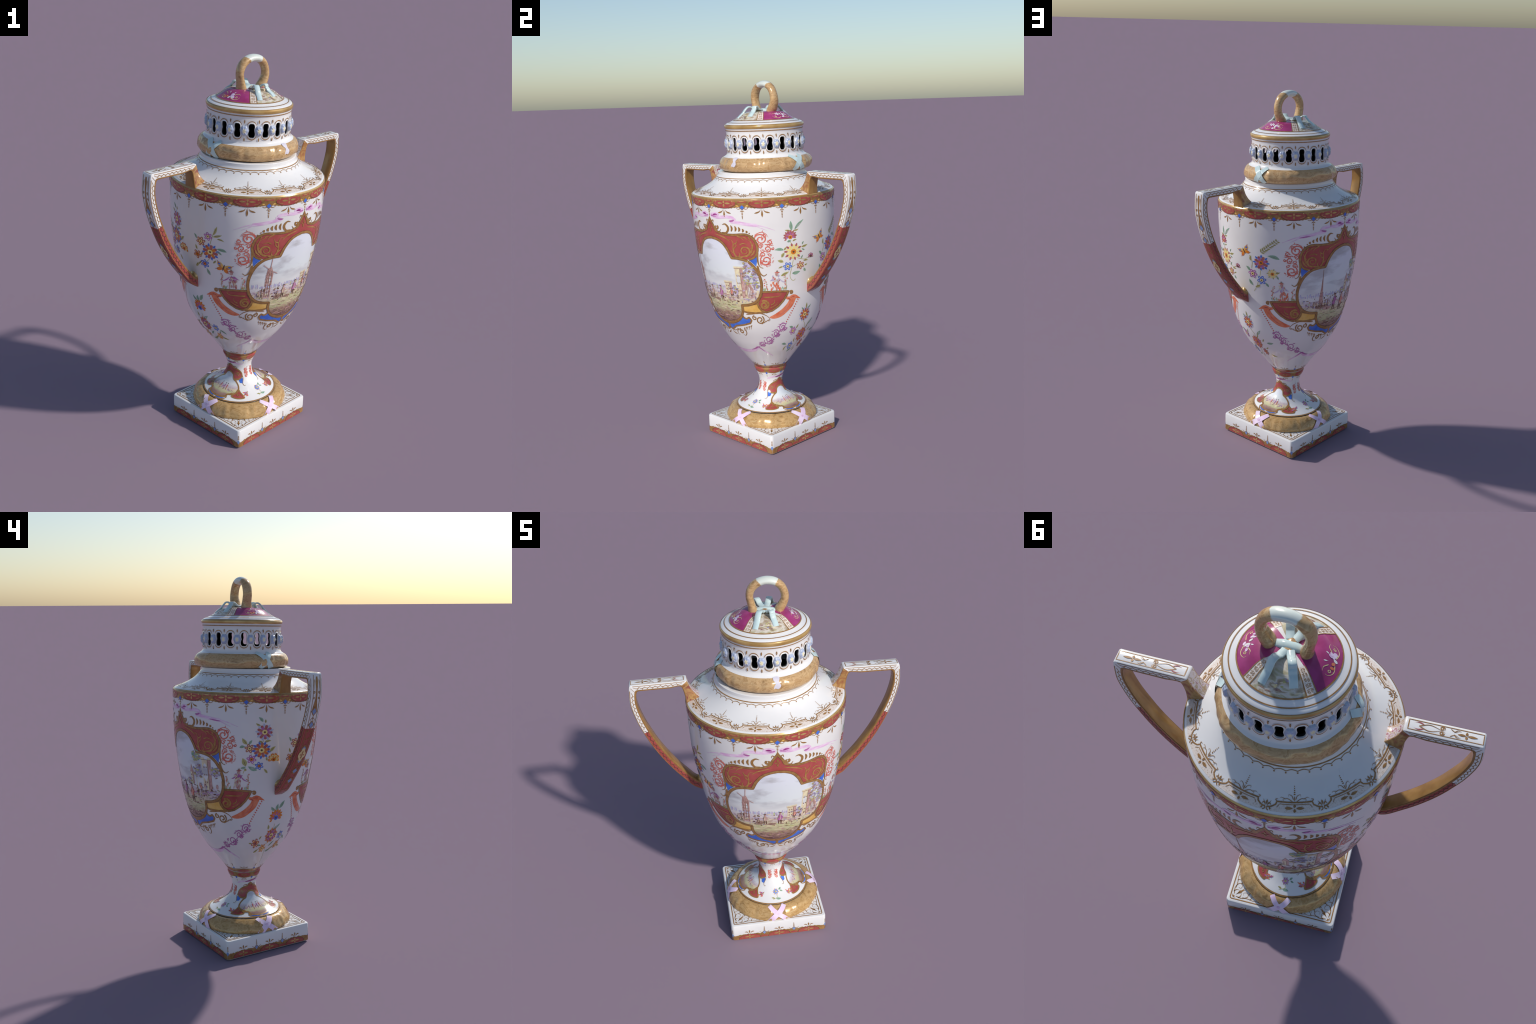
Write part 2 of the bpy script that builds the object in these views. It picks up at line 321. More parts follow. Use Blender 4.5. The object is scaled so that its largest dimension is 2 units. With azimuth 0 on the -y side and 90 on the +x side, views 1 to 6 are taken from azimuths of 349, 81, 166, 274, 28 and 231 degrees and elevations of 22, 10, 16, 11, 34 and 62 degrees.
ptop = Surf(lambda x, y: plinth_fr(np.stack([x, y, np.full_like(x, HT)], -1)), .0006)
def pside(k):
    c, s_ = math.cos(k * math.pi / 2), math.sin(k * math.pi / 2)
    def f(x, y):
        # x along the side (right seen from outside), y up
        a = np.clip((np.abs(x) - HB + .017) / .017, 0, 2); k_ = np.minimum(np.abs(x), HB - .017)
        X = np.sign(x) * (k_ + .017 * np.sin(a)); Y = -(HB - .017) - .017 * np.cos(a) - .0006
        return plinth_fr(np.stack([X * c - Y * s_, X * s_ + Y * c, y], -1))
    return Surf(f, .0005)
p = Piece('plinth_edge_line', ptop, plinth)
q = rounded_square(.247, .008, 3); p.stroke(q, .005, GOLD, 1, smooth=False, closed=True, step=.02); p.done()
for k in range(4):
    p = Piece('plinth_corner_scrollwork', ptop, plinth, rot=k * math.pi / 2)
    c = .205
    for mx in (0, 1):
        f = (lambda a: [(y, x) for x, y in a]) if mx else (lambda a: a)
        p.stroke(f([(.232, .222), (.236, .19), (.222, .165), (.205, .172), (.208, .188), (.22, .186)]), .0042, GOLDL, 1, 'comma')
        p.stroke(f([(.232, .19), (.232, .16), (.236, .13), (.226, .115), (.216, .124), (.222, .132)]), .0036, GOLDL, 1, 'comma')
        p.stroke(f([(.234, .125), (.238, .10), (.236, .08)]), .003, GOLDL, 1, 'taper')
        p.stroke(f([(.226, .226), (.21, .212), (.196, .208)]), .006, GOLD, 1, 'drop')
        p.stroke(f([(.215, .165), (.20, .155), (.196, .142)]), .004, GOLDL, 1, 'comma')
        p.stroke(f([(.218, .118), (.208, .112), (.204, .1)]), .003, GOLDL, 1, 'comma')
        for pts, w in (([(.238, .21), (.228, .2), (.214, .198)], .005), ([(.205, .155), (.19, .168), (.182, .186), (.19, .196)], .0042), ([(.236, .152), (.226, .146), (.214, .15)], .004), ([(.222, .142), (.208, .132), (.2, .118)], .0036), ([(.238, .108), (.23, .1), (.224, .09), (.23, .084)], .0032), ([(.21, .14), (.202, .146), (.196, .158)], .0036), ([(.236, .092), (.24, .07), (.237, .055)], .0026), ([(.238, .236), (.238, .222)], .004)): p.stroke(f(pts), w, GOLDL, 1, 'comma')
    p.stroke([(.215, .215), (.19, .19)], .008, GOLD, 1, 'drop'); p.ell(.232, .232, .004, .004, GOLD)
    p.done()
    sf = pside(k)
    p = Piece('plinth_side_border', sf, plinth)
    sp = .166; E_ = HB - .017 + .017 * math.pi / 4
    # scalloped brown band, red ovals with crosses, blue lozenges between them
    xs = np.linspace(-E_, E_, 90); top = .036 + .007 * np.abs(np.cos(np.pi * xs / sp)) ** .8 + .0018 * rng.standard_normal(90)
    p.fill(np.vstack([np.column_stack([xs, top]), [(E_, .0065), (-E_, .0065)]]), GOLD, 0, .007)
    for c in (-sp, 0, sp):
        a = np.linspace(0, np.pi, 15); p.poly([(c + .061 * math.cos(t), .0075 + .032 * math.sin(t) ** .8) for t in a], RED, 1); p.stroke([(c + .061 * math.cos(t), .0075 + .032 * math.sin(t) ** .8) for t in a], .0026, DKBRN, 1.5, 'even', smooth=False)
        for d in (0, 90, 180, 270): p.leaf(c + .017 * math.cos(math.radians(d)), .023 + .009 * math.sin(math.radians(d)), .028 if d % 180 == 0 else .016, .010, d, GOLDB, 2, 0)
        p.stroke([(c, .042), (c, .070)], .0085, GOLDL, 1, 'drop')
        for sgn in (-1, 1): p.stroke([(c + sgn * .004, .043), (c + sgn * .013, .057), (c + sgn * .027, .059)], .0065, GOLDL, 1, 'drop'); p.spiral(c + sgn * .042, .019, .005, 90, sgn * 1., .0022, GOLDL, 2)
    for c in (-sp / 2, sp / 2):
        p.poly([(c, .028), (c + .010, .040), (c, .052), (c - .010, .040)], STEEL, 2); p.poly([(c, .024), (c + .014, .040), (c, .056), (c - .014, .040)], GOLD, 1)
        for i, z in enumerate((.059, .065, .071, .077, .082)): p.ell(c, z, .0046 - .0007 * i, .0023, GOLDL)
        p.fill([(c - .020, .010), (c + .020, .010), (c + .017, .021), (c - .017, .021)], RED, 1, .02)
        for sgn in (-1, 1): p.stroke([(c + sgn * .010, .040), (c + sgn * .020, .044), (c + sgn * .028, .051)], .0045, GOLDL, 1, 'comma')
    for c in (-E_ + .001, E_ - .001):
        p.poly([(c, .026), (c + .006, .038), (c, .05), (c - .006, .038)], STEEL, 2)
        for i, z in enumerate((.055, .062, .069, .075)): p.ell(c, z, .0035 - .0005 * i, .002, GOLDL)
    p.done()

# ------------------------------------------------------------------ foot
foot = revolve('foot', foot_c, foot_fr, [WHITE], 192); foot.parent = root
WR = [(.196, .170), (.204, .1725), (.219, .168), (.236, .156), (.249, .139), (.2575, .120), (.257, .109), (.250, .104)]
wr_c = catmull(WR, 6)
ph = rng.uniform(0, 6.28, 24)
def lump(T, U, amp):
    r = 0
    for i, (a, b) in enumerate([(5, 3), (8, -4), (13, 6), (19, 5), (27, -6)]): r = r + np.sin(a * T + b * U * 9 + ph[i]) * np.sin((a // 2 + 1) * T - b * U * 7 + ph[i + 8]) / (1 + i * .4)
    return r * amp
def wr_disp(R, Z, T):
    k = np.clip((R - .2) / .03, 0, 1); d = lump(T, Z, .0024) * k
    return R + d - .004 * k * (np.cos(4 * (T - math.radians(35.4))) > .82), Z + d * .5 * k
wreath = revolve('foot_wreath', wr_c, foot_fr, [WREATH], 220, wr_disp); wreath.parent = root
wr_s = np.concatenate([[0], np.cumsum(np.hypot(*np.diff(wr_c, axis=0).T))])
def wr_surf(th0):
    g = rev_surf(-wr_s[::-1], wr_c[::-1, 0], wr_c[::-1, 1], th0, .24, foot_fr, base=.0025); return g
WL = wr_s[-1]
p = Piece('footplate_edge_line', foot_surf(0), foot); L = .15 * 2 * np.pi
p.stroke([(x, .0035) for x in np.linspace(0, L, 160)], .007, GOLD, 1, 'even', smooth=False, step=.02); p.done()
for k, az in enumerate((-55, 35, 125, 215)):
    p = Piece('wreath_ribbon_cross', wr_surf(az), wreath)
    w = .025 + .003 * (k % 2)
    p.stroke([(-.05, -.012), (-.018, -WL * .42), (.02, -WL * .7), (.052, -WL * .985)], w, PINKR, 1, 'even', step=.006)
    p.stroke([(.045, -.012), (.016, -WL * .42), (-.02, -WL * .7), (-.05, -WL * .985)], w + .002, PINKR, 2, 'even', step=.006)
    p.ell(-.002, -WL * .55, .008, .006, LILAC, 3); p.done()

# painted foot: two cartouches over the handles' axes, flowers between, ornaments on the stem
def flower(x, y, r, n, pet, heart, surf, parent, rim=None, spikes=None, dot=DKBRN, fan=False, name='painted_flower', sq=1.):
    p = Piece(name, surf, parent, org=(x, y)); off = rng.uniform(0, 60)
    angs = np.linspace(-15, 195, n) if fan else off + np.arange(n) * 360 / n
    for i, a in enumerate(angs):
        t = math.radians(a); pr = r * (.62 if n > 6 else .6)
        if spikes is not None:
            t2 = t + math.pi / n; p.leaf(r * .95 * math.cos(t2), r * .95 * math.sin(t2) * sq, r * .5, r * .26, math.degrees(t2), spikes, 0, 0)
        w = r * min(.36, 1.9 / n)
        p.ell(pr * math.cos(t), pr * math.sin(t) * sq, r * .36, w * .86, pet if i % 2 == 0 or rim is None else rim, 1, t, 10)
        if rim is not None: p.ell(r * .84 * math.cos(t), r * .84 * math.sin(t) * sq, r * .14, w * .8, rim, 2, t, 8)
        if n <= 6: p.ell(pr * 1.02 * math.cos(t), pr * 1.02 * math.sin(t) * sq, r * .17, w * .42, PALEB if pet is BLUE else (LILAC if pet is PURP else CREAM), 2, t, 8)
    p.ell(0, -r * .12 if fan else 0, r * .34, r * .34 * sq, heart, 3, n=12); p.ell(0, -r * .12 if fan else 0, r * .14, r * .14 * sq, dot, 4, n=8)
    p.done()

def leaves(lst, surf, parent, k=1.):
    for x, y, l, w, a, m in lst:
        p = Piece('painted_leaf', surf, parent); p.leaf(x, y, l * k, w * k, a, m, 0, rng.uniform(-.25, .25))
        d = math.radians(a); p.stroke([(x - l * .42 * math.cos(d), y - l * .42 * math.sin(d)), (x, y + .001), (x + l * .3 * math.cos(d), y + l * .3 * math.sin(d))], .0016, DKBRN if m is OLIVE else EARTH, 1, 'taper'); p.done()

for az in (35., 215.):
    S = foot_surf(az)
    kd = .15 * math.pi / 180
    def fq(zx): return [(x * kd, fz(z)) for x, z in zx]
    mir2 = lambda sg, a: [(sg * x, y) for x, y in a]
    half = [(0, .287), (10, .284), (18, .275), (21, .263), (24, .2535), (34, .2435), (42, .2285), (44, .214), (40, .203), (31, .1965), (22, .195), (19, .188), (10, .1845), (0, .1838)]
    full = half + [(-x, z) for x, z in half[::-1][1:-1]]
    red = [(0, .333), (10, .325), (13, .316), (32, .308), (49, .294), (57, .277), (53, .262), (40, .2525), (25, .2525), (21, .264), (18, .276), (10, .286), (0, .289)]
    redf = red + [(-x, z) for x, z in red[::-1][1:-1]]
    p = Piece('foot_cartouche', S, foot)
    p.fill(fq(redf), RED, 0, .008); wing = [(43, .2125), (48, .204), (55, .1895), (50, .1865), (40, .1868), (31, .1915), (37, .2)]
    for sg in (1, -1):
        p.stroke(mir2(sg, fq(red[:9])), .009, GOLD, 2, 'even')
        p.fill(mir2(sg, fq(wing)), RED, 0, .008); p.stroke(mir2(sg, fq(wing)), .007, GOLD, 2, closed=True)
        p.spiral(sg * 43.5 * kd, fz(.196), .008, 90, sg * 1.3, .003, GOLDL, 3); p.spiral(sg * 40 * kd, fz(.279), .011, 200 if sg > 0 else -20, -sg * 1.5, .0045, GOLDL, 3, asp=1.8); p.stroke(mir2(sg, fq([(24, .27), (28, .288), (20, .298), (12, .30)])), .004, GOLDL, 3, 'comma')
        p.fill(mir2(sg, fq([(42, .2535), (55, .263), (58, .255), (56, .236), (48, .238)])), BLUE, 1, .008); p.stroke(mir2(sg, fq([(57, .277), (60, .258), (57, .236), (61, .226), (65, .228)])), .0065, GOLD, 2, 'comma')
        p.fill(mir2(sg, fq([(2, .1805), (8, .1795), (16, .182), (20, .187), (16, .1885), (12, .1868), (6, .1832)])), BLUE, 1, .008); p.stroke(mir2(sg, fq([(1, .179), (8, .178), (17, .1805), (22, .187), (17, .191)])), .005, GOLD, 2)
        p.stroke(mir2(sg, fq([(14, .322), (26, .322), (34, .316), (30, .311)])), .006, GOLDL, 1, 'comma'); p.stroke(mir2(sg, fq([(24, .196), (32, .2), (38, .206)])), .012, GOLD, 1, 'taper')
    p.stroke(fq(full), .0095, GOLD, 3, closed=True)
    p.poly(fq([(0, .340), (7, .328), (0, .318), (-7, .328)]), GOLD, 3); p.done()
    p = Piece('foot_landscape_panel', S, foot); p.fill(fq(full), SCENEF, 1, .008)
    for i in range(40):
        x = rng.uniform(-36, 36) * kd; z = .202 + .020 * (1 - abs(x / kd) / 44) * rng.uniform(0, 1); p.stroke([(x, fz(z)), (x + rng.uniform(-.012, .012), fz(z) + rng.uniform(.004, .016))], .004, [LAVEN, PURP, MILL, EARTH, VIOLG, GRASS][i % 6], 2 + (i % 3) * .3, 'taper')
    for x, m in ((-.02, RED2), (.012, PURP), (.03, RED2)): p.stroke([(x, fz(.204)), (x + .002, fz(.226))], .006, m, 4, 'drop'); p.ell(x + .002, fz(.229), .003, .003, DKBRN, 4)
    p.done()
    p = Piece('foot_ribbon', S, foot)
    p.stroke(fq([(-62, .334), (-40, .343), (-12, .347)]), .012, LILAC, 0, 'taper'); p.stroke(fq([(62, .340), (34, .344), (6, .35)]), .011, LILAC, 0, 'taper')
    p.stroke(fq([(-26, .342), (0, .347), (30, .353)]), .011, PURPD, 1, 'taper'); p.done()
    for sg in (1, -1):
        p = Piece('foot_red_scrolls', S, foot, mirror=sg < 0)
        for (x, z, r, a, t) in ((75, .304, .011, 160, 1.4), (78, .286, .010, 20, -1.4), (71, .288, .007, 60, 1.2), (75, .270, .009, 160, 1.3), (69, .306, .006, 90, -1.1)): p.spiral(x * kd, fz(z), r, a, t, .0055, RED2, 1, asp=1.7)
        for (x, z) in ((80, .312), (81, .295), (80, .268), (67, .275)): p.stroke([(x * kd, fz(z)), (x * kd + .012, fz(z) + .008)], .005, RED2, 1, 'comma')
        p.done()
        p = Piece('painted_bird_figure', S, foot, mirror=sg < 0)
        for i in range(10): p.ell(.15 + rng.uniform(-.014, .014), fz(.198) + rng.uniform(-.012, .012), .006, .0035, [RED2, ORNG, PURP, MAROON, OLIVE][i % 5], 1 + i % 3, rng.uniform(0, 3))
        p.stroke([(.142, fz(.193)), (.16, fz(.201)), (.17, fz(.207))], .006, MAROON if sg > 0 else ORNG, 2, 'taper'); p.done()
for az, c in ((-53., BLUE), (126., PURP)):
    S = foot_surf(az)
    flower(0, fz(.2085), .017, 6, c, YPET, S, foot, spikes=ORCEN if c is BLUE else MAROON)
    leaves([(.03, fz(.216), .022, .011, 30, GREEN), (.035, fz(.208), .02, .009, -30, GREEN), (.008, fz(.189), .026, .013, -10, GREEN), (-.018, fz(.191), .02, .008, 160, OLIVE)], S, foot)
    p = Piece('painted_stem', S, foot); p.stroke([(0, fz(.2)), (.004, fz(.193)), (-.02, fz(.187))], .002, OLIVE, 0); p.done()
# collar border: red band with gilt ovals on the knop
S = foot_surf(FRONT); p = Piece('knop_border', S, foot); L2 = .15 * 2 * math.pi
p.fill([(x, fz(.371) - .003 * math.cos(6 * 2 * math.pi * x / L2)) for x in np.linspace(0, L2, 120)] + [(x, fz(.4015)) for x in np.linspace(L2, 0, 60)], GOLD, 0, .004)
for k in range(6):
    c = L2 * k / 6
    a = np.linspace(0, 2 * np.pi, 20, endpoint=False); p.fill([(c + .058 * math.cos(t), fz(.388) + .0145 * math.sin(t)) for t in a], RED, 1, .004)
    for d in (0, 90, 180, 270): p.leaf(c + .016 * math.cos(math.radians(d)), fz(.388) + .006 * math.sin(math.radians(d)), .026 if d % 180 == 0 else .012, .007, d, GOLDL, 2, 0)
    c2 = c + L2 / 12
    p.poly([(c2 - .012, fz(.371)), (c2, fz(.362)), (c2 + .012, fz(.371)), (c2, fz(.379))], BLUE, 2)
    p.stroke([(c2, fz(.36)), (c2, fz(.345))], .004, GOLDL, 1, 'taper')
    for q in (-1, 0, 1): p.stroke([(c, fz(.369)), (c + q * .012, fz(.362)), (c + q * .028, fz(.357) - (.004 if q == 0 else 0))], .005, GOLDL, 1, 'drop')
p.done()

# ------------------------------------------------------------------ body
prof = np.vstack([[(.04, .398)], body_c, catmull(RIM, 6)[1:], sho_c[1:], catmull(LIP, 5)[1:], [(.20, 1.50)]])
body = revolve('vase_body', prof, body_fr, [WHITE], 288); body.parent = root

SIDES = ((FRONT, 'front'), (BACK, 'back'))
def mm(a): return [(x / 1000, z / 1000) for x, z in a]

QH = mm([(0, 1205), (36, 1198), (68, 1180), (94, 1145), (112, 1102)]), mm([(112, 1102), (148, 1100), (190, 1087), (225, 1052), (247, 1004), (255, 955), (247, 902), (223, 863), (185, 843), (135, 836)]), mm([(135, 836), (133, 800), (116, 766), (85, 743), (45, 729), (0, 724)])
QHS = [catmull(a, 5) for a in QH]
QR = np.vstack([QHS[0], QHS[1][1:], QHS[2][1:]])
QUAT = np.vstack([QR, QR[::-1][1:-1] * [-1, 1]])
REDTOP = catmull(mm([(0, 1304), (13, 1284), (24, 1264), (30, 1248), (52, 1236), (86, 1227), (135, 1226), (188, 1229), (221, 1214), (238, 1188), (245, 1154), (238, 1122), (222, 1104), (200, 1095)]), 4)
WING = mm([(253, 914), (325, 914), (396, 909), (389, 892), (368, 858), (341, 829), (306, 806), (272, 797), (244, 812), (227, 846), (236, 872), (250, 895)])
YEL = mm([(138, 834), (185, 842), (226, 850), (232, 826), (246, 808), (264, 797), (210, 793), (160, 796), (138, 801)])
BIRD = mm([(443, 868), (437, 846), (423, 818), (392, 788), (358, 765), (318, 756), (288, 765), (322, 783), (362, 809), (391, 838), (404, 862), (420, 884), (436, 884)])
BLUEL = mm([(3, 690), (19, 681), (61, 706), (124, 718), (168, 731), (179, 748), (166, 766), (150, 757), (137, 760), (124, 774), (108, 752), (85, 737), (45, 722), (3, 716)])

for az, side in SIDES:
    S = body_surf(az)
    p = Piece('landscape_panel', S, body); p.fill(QUAT, SCENE, 0, .014); 
    # painted scenery
    B = lambda x, z: (x / 1000, z / 1000)
    def tower(x, z0, z1, w, m, m2, roof=None, cren=False):
        p.poly(mm([(x - w, z0), (x + w * .3, z0), (x + w * .3, z1), (x - w, z1)]), m, 2); p.poly(mm([(x + w * .3, z0), (x + w, z0 + 4), (x + w, z1 - 2), (x + w * .3, z1)]), m2, 2)
        if roof is not None: p.poly(mm([(x - w * 1.15, z1), (x + w * 1.15, z1), (x, roof)]), m2, 3)
        for k in range(3):
            zz = z0 + (z1 - z0) * (.25 + .25 * k); p.ell(*B(x - w * .55, zz), .0028, .005, EARTH, 3); 
            if w > 16: p.ell(*B(x - w * .05, zz), .0028, .005, EARTH, 3)
        if cren: p.poly(mm([(x - w * 1.2, z1), (x + w * 1.1, z1), (x + w * 1.1, z1 + 10), (x - w * 1.2, z1 + 10)]), m, 3); p.stroke(mm([(x - w * 1.2, z1), (x + w * 1.1, z1)]), .0025, EARTH, 4)
        p.stroke(mm([(x + w * .3, z0), (x + w * .3, z1)]), .0025, EARTH, 4)
    def tree(x, z, r, n=16, m=(VIOLG, LAVEN, VIOLG, OLIVE, VIOLG, EARTH)):
        for i in range(n):
            a = rng.uniform(0, 6.28); q = r * math.sqrt(rng.uniform(0, 1)); p.ell(*B(x + q * math.cos(a) * .8, z + q * math.sin(a)), rng.uniform(.4, 1) * .010, rng.uniform(.003, .006), m[i % len(m)], 2 + i % 2, rng.uniform(-.5, .5), 9)
    def person(x, z, h, coat, legs=DKBRN):
        # a few brush dabs: legs, coat with lit and dark side, sleeves, head and tricorne
        for d in (-.07, .05): p.stroke(mm([(x + h * d * 1.3, z), (x + h * d, z + h * .45)]), h * .00008, legs, 4, 'taper')
        for i in range(5): d = rng.uniform(-.09, .09); p.stroke(mm([(x + h * d * 1.3, z + h * .32), (x + h * d * .6, z + h * .82)]), h * .00011, (coat, EARTH, coat, STONE, coat)[i], 5 + i * .2, 'taper')
        p.stroke(mm([(x + h * .05, z + h * .74), (x + h * .17, z + h * .52)]), h * .00008, coat, 6, 'taper'); p.stroke(mm([(x - h * .05, z + h * .74), (x - h * .13, z + h * .5)]), h * .00007, EARTH, 6, 'taper')
        p.ell(*B(x, z + h * .9), h * .00006, h * .00008, MILL, 6); p.stroke(mm([(x - h * .1, z + h * .97), (x, z + h * 1.0), (x + h * .1, z + h * .97)]), h * .00007, DKBRN, 7, 'taper')
        p.stroke(mm([(x - h * .2, z - 2), (x + h * .25, z - 1)]), .004, EARTH, 2, 'taper')
    def wash(x0, x1, z, dz, n, ms):
        for i in range(n):
            x = rng.uniform(x0, x1); zz = z + rng.uniform(-dz, dz); l = rng.uniform(10, 30); p.stroke(mm([(x - l, zz), (x, zz + rng.uniform(-3, 3)), (x + l, zz)]), rng.uniform(.003, .007), ms[i % len(ms)], 1 + i % 2, 'taper')
    def skyline(x0, x1, z, n):
        for i in range(n):
            x = x0 + (x1 - x0) * i / (n - 1) + rng.uniform(-4, 4); h = rng.uniform(8, 26); p.stroke(mm([(x, z - 6), (x + rng.uniform(-2, 2), z + h)]), rng.uniform(.004, .009), LAVEN if i % 3 else PALEB, 1, 'drop')
    wash(-200, 200, 880, 14, 26, (EARTH, STONE, LAVEN, MILL)); wash(-110, 110, 830, 26, 26, (GRASS, STONE, EARTH, GRASS)); wash(-85, 85, 758, 14, 22, (EARTH, DKBRN, EARTH, MILL))
    for i in range(18):
        x = rng.uniform(-80, 80); z = 742 + abs(x) * .1 + rng.uniform(0, 26); p.stroke(mm([(x, z), (x + rng.uniform(-5, 5), z + rng.uniform(12, 24))]), .003, EARTH, 3, 'taper')
    # busy middle ground: rubble, shrubs, boats and crates as loose dabs
    for i in range(150):
        x = rng.uniform(-235, 235); lim = 22 * (1 - (x / 260) ** 2); z = 882 + rng.uniform(-1, 1.4) * (16 + lim); a = rng.uniform(-.5, .5) if i % 3 else 1.4
        p.ell(*B(x, z), rng.uniform(.003, .010), rng.uniform(.002, .0042), (EARTH, MILL, VIOLG, DKBRN, LAVEN, STONE, EARTH, GRASS)[i % 8], 1 + (i % 4) * .5, a, 8)
    for i in range(70):
        u = rng.uniform(-1, 1); x = u * 118; z = rng.uniform(752 + 30 * abs(u), 862); p.stroke(mm([(x - 9, z), (x + rng.uniform(4, 16), z + rng.uniform(-4, 7))]), rng.uniform(.002, .005), (EARTH, MILL, GRASS, DKBRN, STONE, OLIVE)[i % 6], 1 + (i % 3) * .5, 'taper')
    if side == 'front':
        skyline(-238, -30, 928, 30); skyline(-40, 90, 926, 18)
        # windmill
        p.poly(mm([(-176, 868), (-140, 868), (-134, 1010), (-146, 1048), (-164, 1040), (-170, 1000)]), MILL, 2)
        for i in range(7): p.stroke(mm([(-173, 880 + i * 20), (-138, 884 + i * 20)]), .0022, EARTH, 3)
        for i in range(3): p.stroke(mm([(-168 + i * 12, 872), (-162 + i * 10, 1030)]), .002, EARTH, 3)
        for a, b in (((-152, 1030), (-146, 1096)), ((-152, 1030), (-188, 1062)), ((-152, 1030), (-112, 1006)), ((-152, 1030), (-170, 975))): p.stroke(mm([a, b]), .0035, MILL, 4)
        tower(142, 880, 1046, 22, STONE, MILL, cren=True); p.poly(mm([(165, 880), (215, 885), (212, 930), (196, 960), (166, 985)]), MILL, 2)
        for i in range(5): p.stroke(mm([(168 + i * 9, 886), (167 + i * 9, 972 - i * 7)]), .0025, EARTH, 3)
        tower(70, 890, 962, 22, STONE, MILL, cren=True); p.poly(mm([(165, 880), (235, 884), (240, 922), (165, 925)]), STONE, 3); tree(196, 1008, 52, 80); tree(184, 1064, 22, 26); tree(225, 950, 24, 26); tree(104, 925, 22, 20)
        person(-62, 858, 74, MILL); person(12, 855, 84, PURP); person(84, 880, 52, RED2); person(118, 880, 50, LAVEN); person(-182, 872, 40, EARTH); person(-200, 874, 38, MILL); person(-95, 862, 40, EARTH)
        p.ell(-.092, .868, .02, .012, EARTH, 3); p.ell(-.03, .858, .022, .008, EARTH, 3)
    else:
        skyline(-240, -60, 932, 28); skyline(-60, 60, 930, 16)
        p.poly(mm([(-132, 885), (-104, 885), (-112, 975), (-124, 975)]), MILL, 2); p.poly(mm([(-124, 975), (-112, 975), (-118, 1080)]), MILL, 2); p.stroke(mm([(-118, 960), (-118, 1086)]), .0025, EARTH, 3)
        for i in range(4): p.stroke(mm([(-130, 890 + i * 20), (-106, 894 + i * 20)]), .0022, EARTH, 3)
        tower(166, 905, 1066, 26, STONE, MILL, cren=True); tower(62, 925, 990, 12, STONE, MILL, roof=1034); p.poly(mm([(90, 905), (246, 905), (246, 958), (90, 962)]), STONE, 2)
        for i in range(4): p.ell(*B(112 + i * 36, 925), .007, .013, MILL, 3)
        tree(104, 1084, 32, 44, (VIOLG, OLIVE, VIOLG, GREEN)); tree(108, 1000, 40, 46); tree(214, 1000, 32, 46); tree(36, 940, 20, 22)
        person(-20, 838, 92, PURP); person(42, 824, 100, RED2); person(120, 890, 46, RED2); person(150, 888, 44, LAVEN); person(90, 880, 40, EARTH)
        wash(60, 220, 885, 12, 14, (LAVEN, PURP, EARTH)); p.ell(-.12, .87, .03, .013, EARTH, 3); p.ell(-.07, .856, .03, .01, MILL, 3)
        for i in range(6): person(-160 + i * 18, 868, 34, (EARTH, MILL)[i % 2])
    p.done()
    p = Piece('cartouche_frame', S, body)
    rt = np.vstack([REDTOP, QHS[1][::-1][-5:], QHS[0][::-1][:-1]]); 
    inner = np.vstack([QHS[1][8::-1], QHS[0][::-1][1:]])
    half = np.vstack([REDTOP, inner]); full = np.vstack([half, (half[::-1] * [-1, 1])[1:-1]])
    p.fill(full, RED, 0, .014)
    p.stroke(QUAT, .0150, DKBRN, 2.6, smooth=False, closed=True); p.stroke(QUAT, .0118, GOLD, 3, smooth=False, closed=True)
    p.stroke(mm([(0, 1316), (0, 1296)]), .012, GOLD, 3, 'taper')
    for a, l in ((90, 20), (270, 20), (0, 12), (180, 12)): p.leaf(.013 * math.cos(math.radians(a)) * .6, 1.256 + .013 * math.sin(math.radians(a)), l / 1000, .008, a, GOLD, 3, 0)
    p.done()
    for mir in (False, True):
        p = Piece('cartouche_ornament', S, body, mirror=mir, wk=1.3)
        p.stroke(REDTOP, .0100, DKBRN, 1.6, 'even', smooth=False); p.stroke(REDTOP, .0076, GOLD, 2, 'even', smooth=False)
        # scrolls on the red ground
        p.spiral(.184, 1.141, .029, 250, 1.7, .0085, SCRG, 2.4, .2, 'comma'); p.stroke(mm([(176, 1112), (150, 1106), (134, 1118), (126, 1150), (128, 1180), (118, 1200), (102, 1198)]), .0075, SCRG, 2.4, 'comma')
        p.stroke(mm([(212, 1128), (222, 1160), (214, 1192), (196, 1204)]), .007, SCRG, 2.4, 'comma'); p.stroke(mm([(126, 1150), (142, 1168), (140, 1186)]), .005, SCRG, 2.4, 'comma')
        p.stroke(mm([(150, 1222), (170, 1212), (182, 1198)]), .006, SCRG, 2.4, 'comma'); p.stroke(mm([(206, 1216), (214, 1200)]), .006, SCRG, 2.4, 'comma')
        p.stroke(mm([(26, 1226), (58, 1218), (90, 1206), (112, 1188)]), .005, SCRG, 2.4, 'taper'); p.stroke(mm([(232, 1150), (226, 1132), (208, 1112)]), .006, SCRG, 2.4, 'taper')
        for pts in ([(150, 1108), (158, 1122), (152, 1136)], [(134, 1126), (120, 1134), (112, 1146)], [(128, 1176), (144, 1184), (150, 1200)], [(196, 1204), (186, 1214), (172, 1214)], [(214, 1150), (224, 1170), (228, 1184)], [(160, 1174), (178, 1182), (200, 1176)]): p.stroke(mm(pts), .0055, SCRG, 2.4, 'comma')
        # blue spandrel and gilt C leaves
        p.fill(mm([(200, 1092), (222, 1104), (243, 1128), (242, 1095), (234, 1056), (220, 1074)]), BLUE, 1)
        p.stroke(mm([(244, 1138), (243, 1098), (247, 1068), (256, 1053), (268, 1048)]), .0085, GOLD, 3, 'comma'); p.stroke(mm([(240, 1062), (246, 1034), (256, 1014), (270, 1005), (284, 1014)]), .009, GOLD, 3, 'comma')
